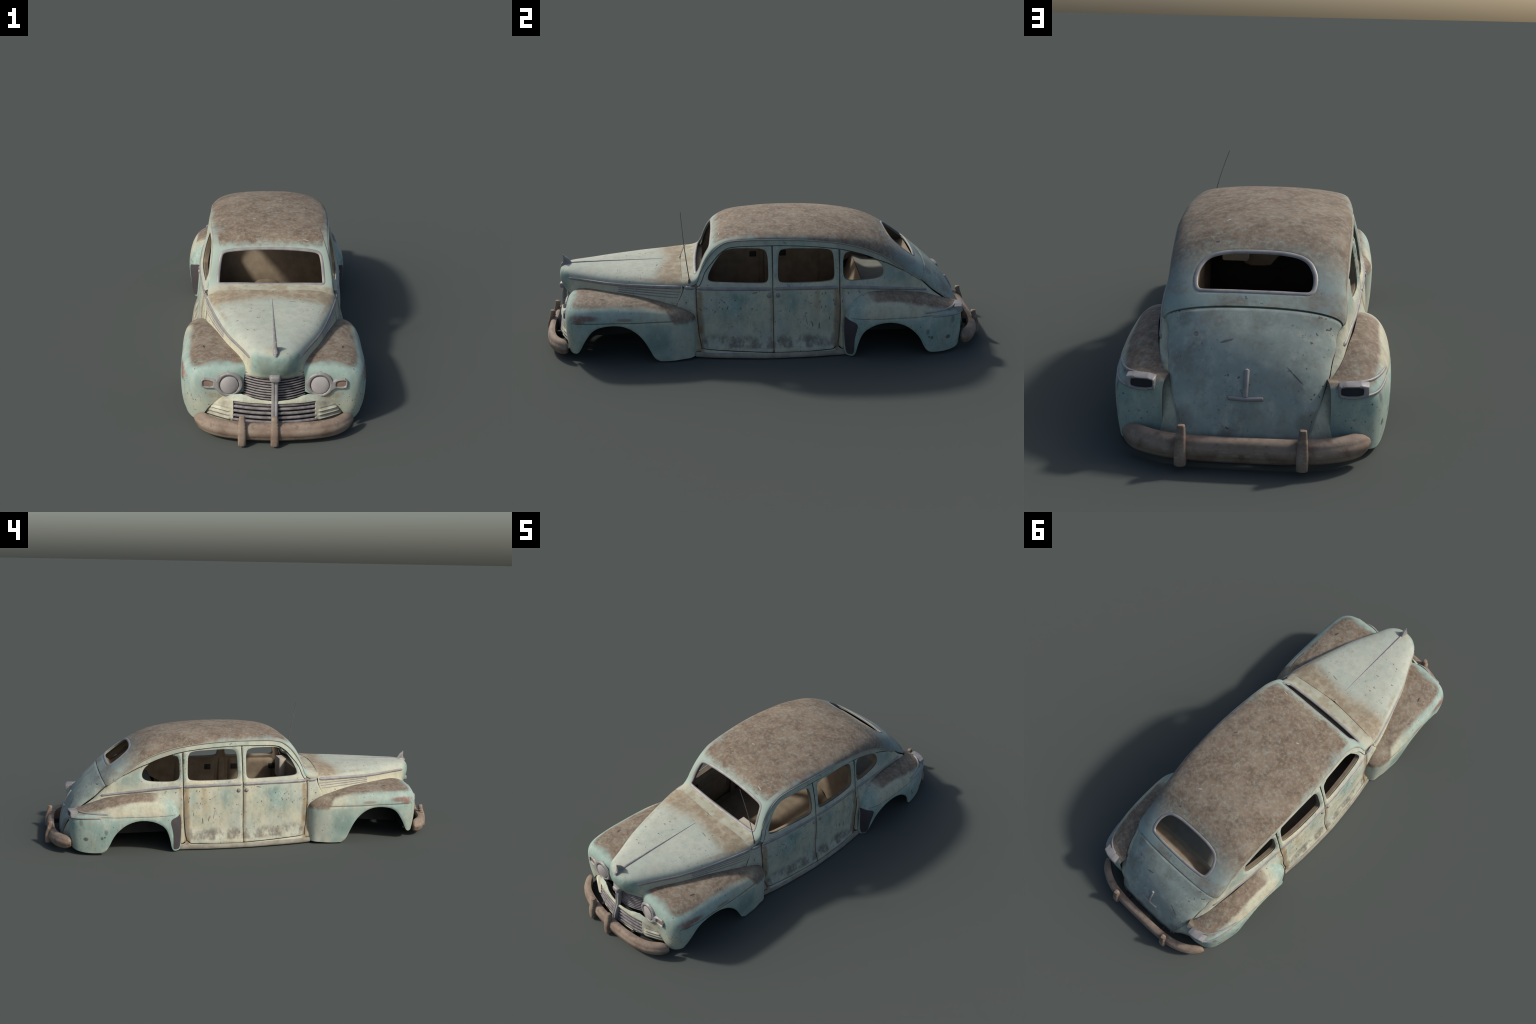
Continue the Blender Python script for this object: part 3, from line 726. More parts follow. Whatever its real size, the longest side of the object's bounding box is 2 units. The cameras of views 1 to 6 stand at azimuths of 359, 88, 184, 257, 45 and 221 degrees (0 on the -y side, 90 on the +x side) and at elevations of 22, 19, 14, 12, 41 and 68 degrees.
qs0, qs1 = q_of_y(-0.298), q_of_y(-0.226)
screen = [(-0.222, qs0 + 0.004), (-0.205, qs0), (0, qs0 - 0.003), (0.205, qs0), (0.222, qs0 + 0.004), (0.224, qs0 + 0.02), (0.214, qs1 - 0.025), (0.203, qs1 - 0.004), (0.16, qs1), (0, qs1 + 0.004),
          (-0.16, qs1), (-0.203, qs1 - 0.004), (-0.214, qs1 - 0.025), (-0.224, qs0 + 0.02)]
qr0, qr1 = q_of_y(0.578), q_of_y(0.692)
rear_win = [(0.10, qr0 + 0.001), (0, qr0 - 0.002), (-0.10, qr0 + 0.001), (-0.142, qr0 + 0.016), (-0.161, qr0 + 0.052), (-0.166, qr1 - 0.05), (-0.160, qr1 - 0.012), (-0.138, qr1), (0, qr1 + 0.002),
            (0.138, qr1), (0.160, qr1 - 0.012), (0.166, qr1 - 0.05), (0.161, qr0 + 0.052), (0.142, qr0 + 0.016)]
def dom_loop(pts, rounds=3): return top_xq(chaikin(pts, rounds))
SCREEN = dom_loop(screen); REARWIN = dom_loop(rear_win)

q_split = q_of_y(0.735)
def top_relief(D, V):
    r = wobble(V, 7, 5) * 0.0010
    for w in (SCREEN, REARWIN):
        k = (np.abs(D[:, 1] - w[:, 1].mean()) < 0.16)
        if k.any(): r[k] -= 0.005 * np.clip(1 - dist_to(D[k], w) / 0.010, 0, 1) ** 2
    cow = smooth(-0.345, -0.33, V[:, 1]) * smooth(-0.30, -0.315, V[:, 1])
    return r + cow * wobble(V, 34, 8) * 0.004
KEEP_TOP = []
w = PW * 0.9999
roof_out = [(-w, TQ[0]), (w, TQ[0])] + [(w, q) for q in np.linspace(TQ[0], q_split - GAP, 90)[1:]] + [(-w, q) for q in np.linspace(q_split - GAP, TQ[0], 90)]
panel("roof", np.array(roof_out[:-1]), [SCREEN, REARWIN], top_surface, [M_ROOF, M_INNER], both=False, relief=top_relief, keep=KEEP_TOP, spacing=0.0085)
boot_out = [(-w, q_split + GAP), (w, q_split + GAP)] + [(w, q) for q in np.linspace(q_split + GAP, TQ[-1], 60)[1:]] + [(-w, q) for q in np.linspace(TQ[-1], q_split + GAP, 60)]
boot_out = np.array(boot_out[:-1]); roll_boot = inset_roll(boot_out)
panel("boot_lid", boot_out, [], top_surface, [M_TRUNK, M_GREY], both=False, relief=lambda D, V: top_relief(D, V) + roll_boot(D), keep=KEEP_TOP, spacing=0.0085)

# drip moulding on the seam, and window frames
ed = top_edge(np.linspace(q_of_y(-0.27), q_split, 160))
nn = np.stack([np.ones(len(ed)), 0 * ed[:, 0], 0.35 + 0 * ed[:, 0]], 1)
strip("drip_moulding", ed + np.array([0.001, 0, 0]), nn, 0.0030, 0.0042, [M_GUTTER], both=True, taper=0.01)
for nm, loop, hw in (("windscreen_frame", SCREEN, 0.0075), ("rear_window_frame", REARWIN, 0.0075)):
    L = resample(loop, 0.006, True); c = L.mean(0)
    L2 = L + (L - c) / np.linalg.norm(L - c, axis=1, keepdims=True) * 0.004
    strip(nm, top_surface(L2), normals_of(top_surface, L2), hw, 0.005, [M_TRIM], closed=True, sink=0.004)

# belt moulding in four runs
for y0, y1 in ((-0.343, -0.2935), (-0.287, 0.0405), (0.0475, 0.334), (0.341, 0.735)):
    yy = np.linspace(y0, y1, max(6, int((y1 - y0) / 0.008))); zz = belt_z(yy) - 0.001
    D = np.stack([yy, zz], 1); V = side_surface(D)
    hw = 0.0078 - 0.002 * smooth(0.45, 0.73, yy)
    strip("belt_moulding", V, normals_of(side_surface, D), hw, 0.0065, [M_TRIM], both=True, taper=0.004 if y1 < 0.7 else 0.012)

# ------------------------------------------------------------------ pontoons (bonnet and fenders)
class Pontoon:
    """plan curve O at level zw; every point of it rises in a superelliptic arc to an inner crest point I at height T;
    below zw the wall runs down, tucked in by `tuck` at zero height.  Domain: (arc length along O, height)."""
    H = 0.20
    def __init__(self, rows, zw, n, tuck):
        R = np.array(rows, float); self.zw = zw
        self.c = chord(R[:, :2]); self.L = self.c[-1]
        self.O = natural_spline(self.c, R[:, :2]); self.I = natural_spline(self.c, R[:, 2:4]); self.T = pchip(self.c, R[:, 4])
        self.n = pchip(self.c, np.broadcast_to(n, len(R)).astype(float)); self.tuck = pchip(self.c, np.broadcast_to(tuck, len(R)).astype(float))
        cd = np.linspace(0, self.L, 3000); self._c = cd; self._o = self.O(cd)
    def c_at_y(self, y):
        k = self._c > self._c[np.argmin(self._o[:, 1])] if self._o[0, 1] < 0 else np.ones(len(self._c), bool)
        return float(np.interp(y, self._o[k, 1], self._c[k]))
    def c_at_x(self, x):
        """on the forward-facing or rearward-facing end"""
        o = self._o
        k = np.argmin(o[:, 1]) if o[0, 1] < 0 else None
        i = np.argmax(o[:, 0])
        if o[0, 1] < 0: return float(np.interp(x, o[:i, 0], self._c[:i]))
        return float(np.interp(-x, -o[i:, 0], self._c[i:]))
    def __call__(self, D):
        c = np.clip(D[:, 0], 0, self.L); h = D[:, 1]
        O = self.O(c); I = self.I(c); T = self.T(c); n = self.n(c)
        th = np.clip((h - self.zw) / self.H, 0, 1) * math.pi / 2
        a = np.sin(th); b = np.cos(th)
        # mixed superellipse parameter, regular at both ends
        r = (np.abs(a) ** n + np.abs(b) ** n) ** (-1 / n)
        up = a * r; out = b * r
        z = np.where(h < self.zw, h, self.zw + (T - self.zw) * up)
        d = I - O; dl = np.maximum(np.linalg.norm(d, axis=1, keepdims=True), 1e-9)
        tk = self.tuck(c) * (np.clip((self.zw - h) / self.zw, 0, 1) ** 2)
        xy = O + d * (1 - out)[:, None] + d / dl * tk[:, None]
        return np.stack([xy[:, 0], xy[:, 1], z], 1)
    def outline(self, bottom, c0=None, c1=None, top=None):
        """bottom: list of (c, z)"""
        c0 = 0 if c0 is None else c0; c1 = self.L if c1 is None else c1
        top = self.zw + self.H if top is None else top
        return np.array(list(bottom) + [(c1, self.zw), (c1, top)] + [(c0, top), (c0, self.zw)], float)

# --- bonnet
hood = Pontoon([(0.0, -0.921, 0, -0.862, 0.350), (0.035, -0.9165, 0, -0.862, 0.350), (0.066, -0.900, 0, -0.860, 0.350), (0.088, -0.876, 0, -0.852, 0.351), (0.103, -0.846, 0, -0.83, 0.352),
                (0.130, -0.785, 0, -0.775, 0.353), (0.168, -0.705, 0, -0.70, 0.355), (0.199, -0.620, 0, -0.62, 0.356), (0.226, -0.535, 0, -0.54, 0.357), (0.250, -0.450, 0, -0.46, 0.357),
                (0.268, -0.380, 0, -0.395, 0.360), (0.274, -0.349, 0, -0.370, 0.362)],
               0.300, [2.6, 2.6, 2.7, 2.8, 2.8, 2.8, 2.8, 2.9, 3.0, 3.0, 3.0, 3.0], [0.55, 0.55, 0.42, 0.2, -0.2, -0.45, -0.5, -0.45, -0.4, -0.3, -0.1, 0.0])
cL = hood.L; cx = lambda x: hood.c_at_x(x)
hood_bottom = [(0, 0.231), (cx(0.05), 0.231), (cx(0.085), 0.229), (hood.c_at_y(-0.85), 0.222), (hood.c_at_y(-0.80), 0.20), (hood.c_at_y(-0.40), 0.195), (hood.c_at_y(-0.376), 0.235), (hood.c_at_y(-0.356), 0.28)]
hood_out = hood.outline(hood_bottom)
edge_h = resample(np.array([(0, 0.231), (cx(0.05), 0.231), (cx(0.085), 0.229), (hood.c_at_y(-0.85), 0.222)]), 0.004)
KEEP_HOOD = []
def hood_relief(D, V):
    # pressed louvre lines on the flank and the rolled lip above the grille
    r = wobble(V, 8, 11) * 0.0008
    r -= 0.004 * np.clip(1 - dist_to(D, edge_h, False) / 0.008, 0, 1) ** 2
    return r
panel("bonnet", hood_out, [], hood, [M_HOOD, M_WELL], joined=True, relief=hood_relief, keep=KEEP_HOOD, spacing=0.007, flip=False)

# --- front fenders
ff_rows = [(0.116, -0.856, 0.095, -0.835, 0.248), (0.145, -0.866, 0.10, -0.828, 0.259), (0.200, -0.872, 0.108, -0.815, 0.266), (0.250, -0.868, 0.118, -0.798, 0.270), (0.302, -0.860, 0.132, -0.770, 0.273),
           (0.339, -0.831, 0.148, -0.735, 0.274), (0.355, -0.783, 0.160, -0.700, 0.274), (0.362, -0.700, 0.180, -0.640, 0.272), (0.364, -0.600, 0.205, -0.565, 0.267), (0.365, -0.500, 0.230, -0.480, 0.255),
           (0.363, -0.420, 0.250, -0.410, 0.240), (0.355, -0.355, 0.262, -0.364, 0.227), (0.338, -0.317, 0.272, -0.342, 0.216), (0.316, -0.300, 0.280, -0.330, 0.208), (0.288, -0.295, 0.284, -0.324, 0.204)]
ff = Pontoon(ff_rows, 0.160, [3.4, 3.4, 3.4, 3.4, 3.3, 3.2, 3.2, 3.2, 3.1, 3.0, 2.8, 2.6, 2.5, 2.5, 2.5],
             [0, 0, 0.01, 0.02, 0.03, 0.035, 0.02, 0.01, 0.0, 0.005, 0.01, 0.01, 0.0, 0.0, 0.0])
fx, fy = ff.c_at_x, ff.c_at_y
ff_bottom = [(0, 0.160), (fx(0.145), 0.152), (fx(0.20), 0.134), (fx(0.235), 0.116), (fx(0.265), 0.080), (fx(0.285), 0.050), (fx(0.310), 0.035), (fy(-0.828), 0.036), (fy(-0.806), 0.060),
             (fy(-0.785), 0.095), (fy(-0.764), 0.127), (fy(-0.740), 0.157), (fy(-0.703), 0.175), (fy(-0.645), 0.181), (fy(-0.599), 0.174), (fy(-0.554), 0.148), (fy(-0.520), 0.109), (fy(-0.496), 0.060),
             (fy(-0.479), 0.020), (fy(-0.462), 0.006), (fy(-0.42), 0.003), (fy(-0.36), 0.006), (fy(-0.32), 0.010), (ff.L, 0.012)]
def soften(pts, rounds=2):
    P = np.array(pts, float)
    for _ in range(rounds):
        Q = [P[0]]
        for a, b in zip(P[:-1], P[1:]): Q += [0.75 * a + 0.25 * b, 0.25 * a + 0.75 * b]
        P = np.array(Q + [P[-1]])
    return P
# the arch rises above zw, where height and domain differ: convert height to domain ordinate
def to_dom(pt, P):
    P = np.array(P, float); zt = P[:, 1].copy(); hi = zt > pt.zw
    hs = np.linspace(pt.zw, pt.zw + pt.H, 400)
    for i in np.where(hi)[0]:
        zc = pt(np.stack([np.full(400, P[i, 0]), hs], 1))[:, 2]
        P[i, 1] = np.interp(zt[i], zc, hs)
    return P
ff_bot = to_dom(ff, soften(ff_bottom))
ff_out = ff.outline(map(tuple, ff_bot))
KEEP_FF = []
arch_f = resample(ff_bot[(ff_bot[:, 0] > fy(-0.81)) & (ff_bot[:, 0] < fy(-0.46))], 0.005)
def ff_relief(D, V):
    r = wobble(V, 10, 21) * 0.0014
    r -= 0.004 * np.clip(1 - dist_to(D, arch_f, False) / 0.008, 0, 1) ** 2
    crease = np.clip(1 - np.abs(V[:, 2] - 0.19) / 0.008, 0, 1) * smooth(-0.80, -0.76, V[:, 1]) * smooth(0.33, 0.35, V[:, 0])
    return r - 0.0018 * crease
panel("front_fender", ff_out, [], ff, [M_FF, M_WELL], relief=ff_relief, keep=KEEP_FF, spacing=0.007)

# --- rear fenders
rf_rows = [(0.336, 0.352, 0.322, 0.356, 0.160), (0.360, 0.364, 0.318, 0.366, 0.200), (0.378, 0.392, 0.308, 0.392, 0.240), (0.388, 0.430, 0.300, 0.435, 0.268), (0.392, 0.490, 0.292, 0.490, 0.279),
           (0.392, 0.550, 0.286, 0.560, 0.277), (0.390, 0.620, 0.278, 0.630, 0.268), (0.385, 0.690, 0.265, 0.700, 0.257), (0.376, 0.750, 0.252, 0.760, 0.237), (0.362, 0.810, 0.236, 0.806, 0.218),
           (0.342, 0.852, 0.226, 0.824, 0.209), (0.305, 0.877, 0.220, 0.830, 0.206), (0.262, 0.885, 0.214, 0.832, 0.205), (0.222, 0.884, 0.208, 0.832, 0.205)]
rf = Pontoon(rf_rows, 0.130, [2.2, 2.2, 2.2, 2.2, 2.2, 2.2, 2.25, 2.3, 2.5, 2.9, 3.2, 3.4, 3.4, 3.4], [0, 0.01, 0.015, 0.015, 0.01, 0.0, 0.005, 0.010, 0.012, 0.012, 0.012, 0.012, 0.012, 0.012])
ry, rx = (lambda y: float(np.interp(y, rf._o[:np.argmax(rf._o[:, 1]), 1], rf._c[:np.argmax(rf._o[:, 1])]))), rf.c_at_x
rf_bottom = [(0, 0.010), (ry(0.366), 0.004), (ry(0.388), 0.001), (ry(0.400), 0.011), (ry(0.409), 0.063), (ry(0.424), 0.109), (ry(0.445), 0.136), (ry(0.490), 0.161), (ry(0.553), 0.169), (ry(0.612), 0.154),
             (ry(0.656), 0.121), (ry(0.684), 0.085), (ry(0.701), 0.044), (ry(0.721), 0.016), (ry(0.751), 0.010), (ry(0.80), 0.010), (ry(0.850), 0.018), (rx(0.30), 0.030), (rx(0.26), 0.036), (rf.L, 0.04)]
rf_bot = to_dom(rf, soften(rf_bottom)); rf_out = rf.outline(map(tuple, rf_bot))
arch_r = resample(rf_bot[(rf_bot[:, 0] > ry(0.395)) & (rf_bot[:, 0] < ry(0.71))], 0.005)
KEEP_RF = []
def rf_relief(D, V):
    r = wobble(V, 10, 31) * 0.0014
    r -= 0.004 * np.clip(1 - dist_to(D, arch_r, False) / 0.008, 0, 1) ** 2
    crease = np.clip(1 - np.abs(V[:, 2] - 0.183) / 0.008, 0, 1) * smooth(0.43, 0.47, V[:, 1]) * smooth(0.80, 0.75, V[:, 1])
    return r - 0.0015 * crease
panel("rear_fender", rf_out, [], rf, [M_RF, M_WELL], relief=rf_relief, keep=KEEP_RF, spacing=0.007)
# dark stone guard in the foot of the rear fender
sg = [(ry(0.354) , 0.10), (ry(0.3535), 0.16), (ry(0.357), 0.182), (ry(0.38), 0.172), (ry(0.401), 0.165), (ry(0.408), 0.155), (ry(0.405), 0.135), (ry(0.396), 0.10), (ry(0.394), 0.06), (ry(0.394), 0.018), (ry(0.385), 0.010), (ry(0.36), 0.014)]
panel("stone_guard", to_dom(rf, chaikin(sg, 2)), [], rf, [M_GUARD, M_GUARD], spacing=0.005, t=0.004, relief=lambda D, V: 0.0016 + wobble(V, 10, 31) * 0.0014)

def tree(keep):
    V = np.vstack([k[0] for k in keep]); off = 0; F = []
    for v, f in keep: F.append(f + off); off += len(v)
    return BVHTree.FromPolygons([Vector(v) for v in V], [tuple(int(i) for i in f) for f in np.vstack(F)])
T_FF = tree(KEEP_FF); T_HOOD = tree(KEEP_HOOD); T_TOP = tree(KEEP_TOP); T_RF = tree(KEEP_RF)
def cast(t, o, d):
    h = t.ray_cast(Vector(o), Vector(d)); return (np.array(h[0]), np.array(h[1])) if h[0] is not None else (None, None)

# ------------------------------------------------------------------ bonnet trim
cc = np.linspace(hood.c_at_y(-0.872), hood.L - 0.002, 120); o = hood.O(cc)
zz = np.interp(o[:, 1], [-0.872, -0.61, -0.345], [0.309, 0.307, 0.315])
D = to_dom(hood, np.stack([cc, zz], 1)); strip("bonnet_side_trim", hood(D), normals_of(hood, D), np.interp(o[:, 1], [-0.87, -0.4], [0.0062, 0.0085]), 0.006, [M_TRIM], both=True, taper=0.02)
for k, (y0, y1, z0, z1) in enumerate(((-0.640, -0.352, 0.295, 0.294), (-0.640, -0.360, 0.286, 0.281), (-0.640, -0.366, 0.277, 0.267))):
    yy = np.linspace(y0, y1, 50); D = np.stack([[hood.c_at_y(y) for y in yy], np.linspace(z0, z1, 50)], 1)
    strip("louvre_strip", hood(D), normals_of(hood, D), 0.0032, 0.0035, [M_TRIM], both=True, taper=0.006)
yy = np.linspace(-0.895, -0.445, 80); pts = []; nr = []
for y in yy:
    p, nm = cast(T_HOOD, (0.0005, y, 1), (0, 0, -1)); pts.append((0, y, p[2])); nr.append((0, 0, 1))
strip("bonnet_centre_trim", pts, nr, np.interp(yy, [-0.895, -0.80, -0.445], [0.0075, 0.006, 0.0012]), np.interp(yy, [-0.9, -0.445], [0.007, 0.003]), [M_TRIM], taper=0.006)
# bonnet ornament: a swept fin on a small saddle
fin = chaikin([(-0.917, 0.346), (-0.904, 0.356), (-0.9025, 0.375), (-0.9045, 0.393), (-0.8995, 0.391), (-0.896, 0.385), (-0.882, 0.376), (-0.872, 0.362), (-0.862, 0.348), (-0.866, 0.342), (-0.89, 0.344), (-0.911, 0.337)], 2)
secs = []
for x, k in ((-0.0045, 0.80), (-0.003, 0.97), (0.003, 0.97), (0.0045, 0.80)):
    c = fin.mean(0); q = c + (fin - c) * k; secs.append([(x * (1.6 - 14 * (z - 0.345)), y, z) for y, z in q])
loft("bonnet_ornament", secs, [M_TRIM])
a = np.linspace(0, 2 * math.pi, 20, endpoint=False)
loft("ornament_saddle", [[(0.010 * k * math.cos(t), -0.890 + 0.024 * k * math.sin(t), z) for t in a] for z, k in ((0.338, 1.15), (0.348, 1.0), (0.354, 0.6), (0.356, 0.2))], [M_TRIM])
# badge above the grille bar
loft("grille_badge", [[(0.020 * k * np.sign(math.cos(t)) * abs(math.cos(t)) ** 0.5, y, 0.246 + 0.013 * k * np.sign(math.sin(t)) * abs(math.sin(t)) ** 0.5) for t in a] for y, k in ((-0.895, 1.1), (-0.918, 1.0), (-0.924, 0.9), (-0.927, 0.6))], [M_TRIM])

# ------------------------------------------------------------------ grille
grille = empty("grille")
def bar(name, xs, plan, z, h, d, mats, parent):
    secs = []
    for x in xs:
        y = plan(x); loop = []
        for t in np.linspace(0, 2 * math.pi, 10, endpoint=False):
            loop.append((x, y + d * np.sign(math.cos(t)) * abs(math.cos(t)) ** 0.7, z + h * np.sign(math.sin(t)) * abs(math.sin(t)) ** 0.7))
        secs.append(loop)
    return loft(name, secs, mats, parent)
up_plan = lambda x: -0.894 + 3.1 * x * x
for i in range(10):
    z = 0.148 + i * 0.0102
    for s in (-1, 1):
        bar("upper_grille_bar", s * np.linspace(0.004, 0.117, 14), lambda x: up_plan(x) + 0.010 * (z - 0.15) / 0.1, z, 0.0029, 0.0045, [M_BARS], grille)
low_plan = lambda x: -0.925 + 1.0 * x * x
for i, z in enumerate((0.135, 0.120, 0.103, 0.085, 0.068)):
    bar("lower_grille_bar", np.linspace(-0.159, 0.159, 24), lambda x: low_plan(x) + 0.010 - 0.16 * (0.14 - z), z, 0.0055, 0.006, [M_BARS], grille)
# painted surround with ribbed cheeks
sur_y = pchip([0, 0.10, 0.16, 0.21, 0.245, 0.275, 0.29], [-0.925, -0.915, -0.898, -0.877, -0.859, -0.839, -0.822])
def surround_surface(D):
    x, z = D[:, 0], D[:, 1]
    y = sur_y(np.abs(x)) - 0.17 * (0.15 - z) * smooth(0.28, 0.05, np.abs(x)) + 0.020 * smooth(0.075, 0.03, z) + 0.026 * smooth(0.0, 0.030, z - np.interp(np.abs(x), [0, 0.115, 0.15, 0.20, 0.236, 0.262, 0.29], [0.145, 0.152, 0.146, 0.131, 0.112, 0.085, 0.05]))
    return np.stack([x, y, z], 1)
sur_out = chaikin([(0.284, 0.035), (0.280, 0.062), (0.270, 0.102), (0.246, 0.132), (0.205, 0.149), (0.15, 0.163), (0.118, 0.170), (0.07, 0.158), (0, 0.153), (-0.07, 0.158), (-0.118, 0.170), (-0.15, 0.163),
                   (-0.205, 0.149), (-0.246, 0.132), (-0.270, 0.102), (-0.280, 0.062), (-0.284, 0.035), (0, 0.035)], 1)
hole = [(0.155, 0.060), (0.155, 0.145), (-0.155, 0.145), (-0.155, 0.060)]
def sur_relief(D, V):
    a = np.abs(D[:, 0]); k = smooth(0.165, 0.172, a) * smooth(0.262, 0.25, a + np.clip(D[:, 1] - 0.07, 0, 1) * 0.6) * smooth(0.118, 0.114, D[:, 1]) * smooth(0.048, 0.052, D[:, 1])
    ribs = 0.5 + 0.5 * np.cos((D[:, 1] - 0.052) / 0.0165 * 2 * math.pi)
    return 0.0065 * k * ribs ** 1.5 + wobble(V, 14, 41) * 0.0008
panel("grille_surround", sur_out, [np.array(hole)], surround_surface, [M_SURROUND, M_WELL], both=False, spacing=0.0045, parent=grille, relief=sur_relief)
# centre bar down the middle
path = [(-0.908, 0.232), (-0.913, 0.21), (-0.917, 0.18), (-0.921, 0.155), (-0.930, 0.13), (-0.940, 0.10), (-0.946, 0.07), (-0.945, 0.045)]
path = resample(natural_spline(chord(path), path)(np.linspace(0, chord(path)[-1], 40)), 0.006)
secs = []
for y, z in path:
    w_ = 0.0125
    secs.append([(-w_, y + 0.012, z), (-w_, y + 0.001, z), (-w_ * 0.72, y - 0.004, z), (-w_ * 0.3, y - 0.004, z), (0, y - 0.0015, z), (w_ * 0.3, y - 0.004, z), (w_ * 0.72, y - 0.004, z), (w_, y + 0.001, z), (w_, y + 0.012, z)])
loft("grille_centre_bar", secs, [M_TRIM], grille, sharp=30)
panel("grille_backing", np.array([(-0.112, 0.140), (0.112, 0.140), (0.112, 0.250), (-0.112, 0.250)]), [], lambda D: np.stack([D[:, 0], up_plan(D[:, 0]) + 0.009 + 0.10 * (D[:, 1] - 0.15), D[:, 1]], 1), [M_WELL, M_WELL], both=False, spacing=0.012, parent=grille, t=0.004)
panel("grille_backing", np.array([(-0.157, 0.055), (0.157, 0.055), (0.157, 0.147), (-0.157, 0.147)]), [], lambda D: np.stack([D[:, 0], low_plan(D[:, 0]) + 0.023 - 0.16 * (0.14 - D[:, 1]), D[:, 1]], 1), [M_WELL, M_WELL], both=False, spacing=0.012, parent=grille, t=0.004)

# ------------------------------------------------------------------ headlamps with parking lamps
def front_map(D):
    out = []
    for x, z in D:
        p, _ = cast(T_FF, (x, -2, z), (0, 1, 0)); out.append(p if p is not None else (x, -0.87, z))
    return np.array(out)
LC = np.array([0.170, 0.197])
t = np.linspace(0, 2 * math.pi, 48, endpoint=False)
circ = [(LC[0] + 0.053 * math.cos(q), LC[1] + 0.050 * math.sin(q)) for q in np.radians(np.arange(22, 339, 8))]
bez = np.array(circ + [(0.228, 0.181), (0.262, 0.180), (0.275, 0.185), (0.276, 0.212), (0.264, 0.222), (0.228, 0.219)])
lamp_hole = np.array([(LC[0] + 0.0345 * math.cos(q), LC[1] + 0.0355 * math.sin(q)) for q in t])
park_hole = chaikin([(0.233, 0.190), (0.265, 0.190), (0.266, 0.200), (0.266, 0.212), (0.233, 0.210), (0.232, 0.200)], 1)
def bezel_relief(D, V):
    d = dist_to(D, resample(bez, 0.003, True)); d = np.minimum(d, dist_to(D, lamp_hole)); d = np.minimum(d, dist_to(D, park_hole))
    k = np.clip(d / 0.006, 0, 1); return 0.0005 + 0.0085 * np.sqrt(1 - (1 - k) ** 2)
class Flat:
    def __call__(self, D):
        p = front_map(D); f = -0.866 + 0.5 * np.clip(D[:, 0] - 0.22, 0, 1); p[:, 1] = np.minimum(p[:, 1], f); return p
lampmap = Flat()
lp = [empty("headlamp") for _ in range(2)]
for i, ob in enumerate(panel("lamp_bezel", bez, [lamp_hole, park_hole], lampmap, [M_TRIM, M_TRIM], spacing=0.0035, relief=bezel_relief, t=0.010)): ob.parent = lp[i]
dome = lambda D, V: 0.001 + 0.012 * np.sqrt(np.clip(1 - ((D[:, 0] - LC[0]) / 0.040) ** 2 - ((D[:, 1] - LC[1]) / 0.042) ** 2, 0, 1))
for i, ob in enumerate(panel("lamp_lens", LC + (lamp_hole - LC) * 0.965, [], lampmap, [M_LENS, M_LENS], spacing=0.004, relief=dome)): ob.parent = lp[i]
pc = park_hole.mean(0)
for i, ob in enumerate(panel("parking_lens", pc + (park_hole - pc) * 1.02, [], lampmap, [M_AMBER, M_AMBER], spacing=0.004, relief=lambda D, V: 0.0035 + 0 * D[:, 0])): ob.parent = lp[i]

# ------------------------------------------------------------------ tail lamps: hood wrapped round the fender tail
tail = [empty("tail_lamp") for _ in range(2)]
c0 = rx(0.312)
tail_y = lambda x: np.interp(x, rf.O(np.linspace(rf.L, rx(0.345), 60))[:, 0], rf.O(np.linspace(rf.L, rx(0.345), 60))[:, 1])
def tail_map(D): return np.stack([D[:, 0], tail_y(D[:, 0]) - 0.10 * np.clip(D[:, 1] - 0.19, 0, 1), D[:, 1]], 1)
th_out = chaikin([(0.241, 0.172), (0.318, 0.172), (0.320, 0.19), (0.318, 0.2095), (0.241, 0.2095), (0.239, 0.19)], 1)
thole = chaikin([(0.2485, 0.1795), (0.3035, 0.1795), (0.306, 0.190), (0.3035, 0.2020), (0.2485, 0.2020), (0.246, 0.190)], 1)
def tl_relief(D, V):
    d = np.minimum(dist_to(D, resample(th_out, 0.002, True)), dist_to(D, thole)); k = np.clip(d / 0.003, 0, 1); return 0.0015 + 0.004 * np.sqrt(1 - (1 - k) ** 2)
for i, ob in enumerate(panel("lamp_housing", th_out, [thole], tail_map, [M_TRIM, M_TRIM], spacing=0.003, relief=tl_relief, t=0.030, flip=True, axis=(0, 1, 0))): ob.parent = tail[i]
tc = thole.mean(0)
for i, ob in enumerate(panel("lamp_socket", tc + (thole - tc) * 1.06, [], tail_map, [M_WELL, M_WELL], spacing=0.005, relief=lambda D, V: 0.0005 + 0 * D[:, 0], t=0.003, flip=True)): ob.parent = tail[i]
for y0, h, hw in ((0.700, 0.2135, 0.0045), (0.735, 0.176, 0.0042)):
    cs = np.linspace(ry(y0), c0 + 0.004, 60)
    zt = np.interp(cs, [cs[0], cs[-1]], [0.198 if h > 0.2 else 0.181, h if h < 0.2 else 0.2035])
    D = to_dom(rf, np.stack([cs, zt], 1))
    for i, ob in enumerate(strip("lamp_flute", rf(D), normals_of(rf, D), hw, np.interp(cs, [cs[0], cs[-1]], [0.003, 0.0085]), [M_TRIM], both=True, taper=0.010, sink=0.001)): ob.parent = tail[i]

# ------------------------------------------------------------------ boot handle and plate mount
handle = empty("boot_handle")
def boot_pts(xz):
    P, N = [], []
    for x, z in xz:
        p, nm = cast(T_TOP, (x, 2, z), (0, -1, 0)); P.append(p); N.append(nm if nm[1] > 0 else -nm)
    return P, N
P_, N_ = boot_pts([(0, z) for z in np.linspace(0.236, 0.166, 16)]); strip("handle_stem", P_, N_, 0.0075, 0.009, [M_TRIM], handle, taper=0.006)
P_, N_ = boot_pts([(x, 0.165 + 2 * abs(x) * 0.02) for x in np.linspace(-0.049, 0.049, 24)]); strip("handle_bar", P_, N_, 0.0062, 0.010, [M_TRIM], handle, taper=0.005)

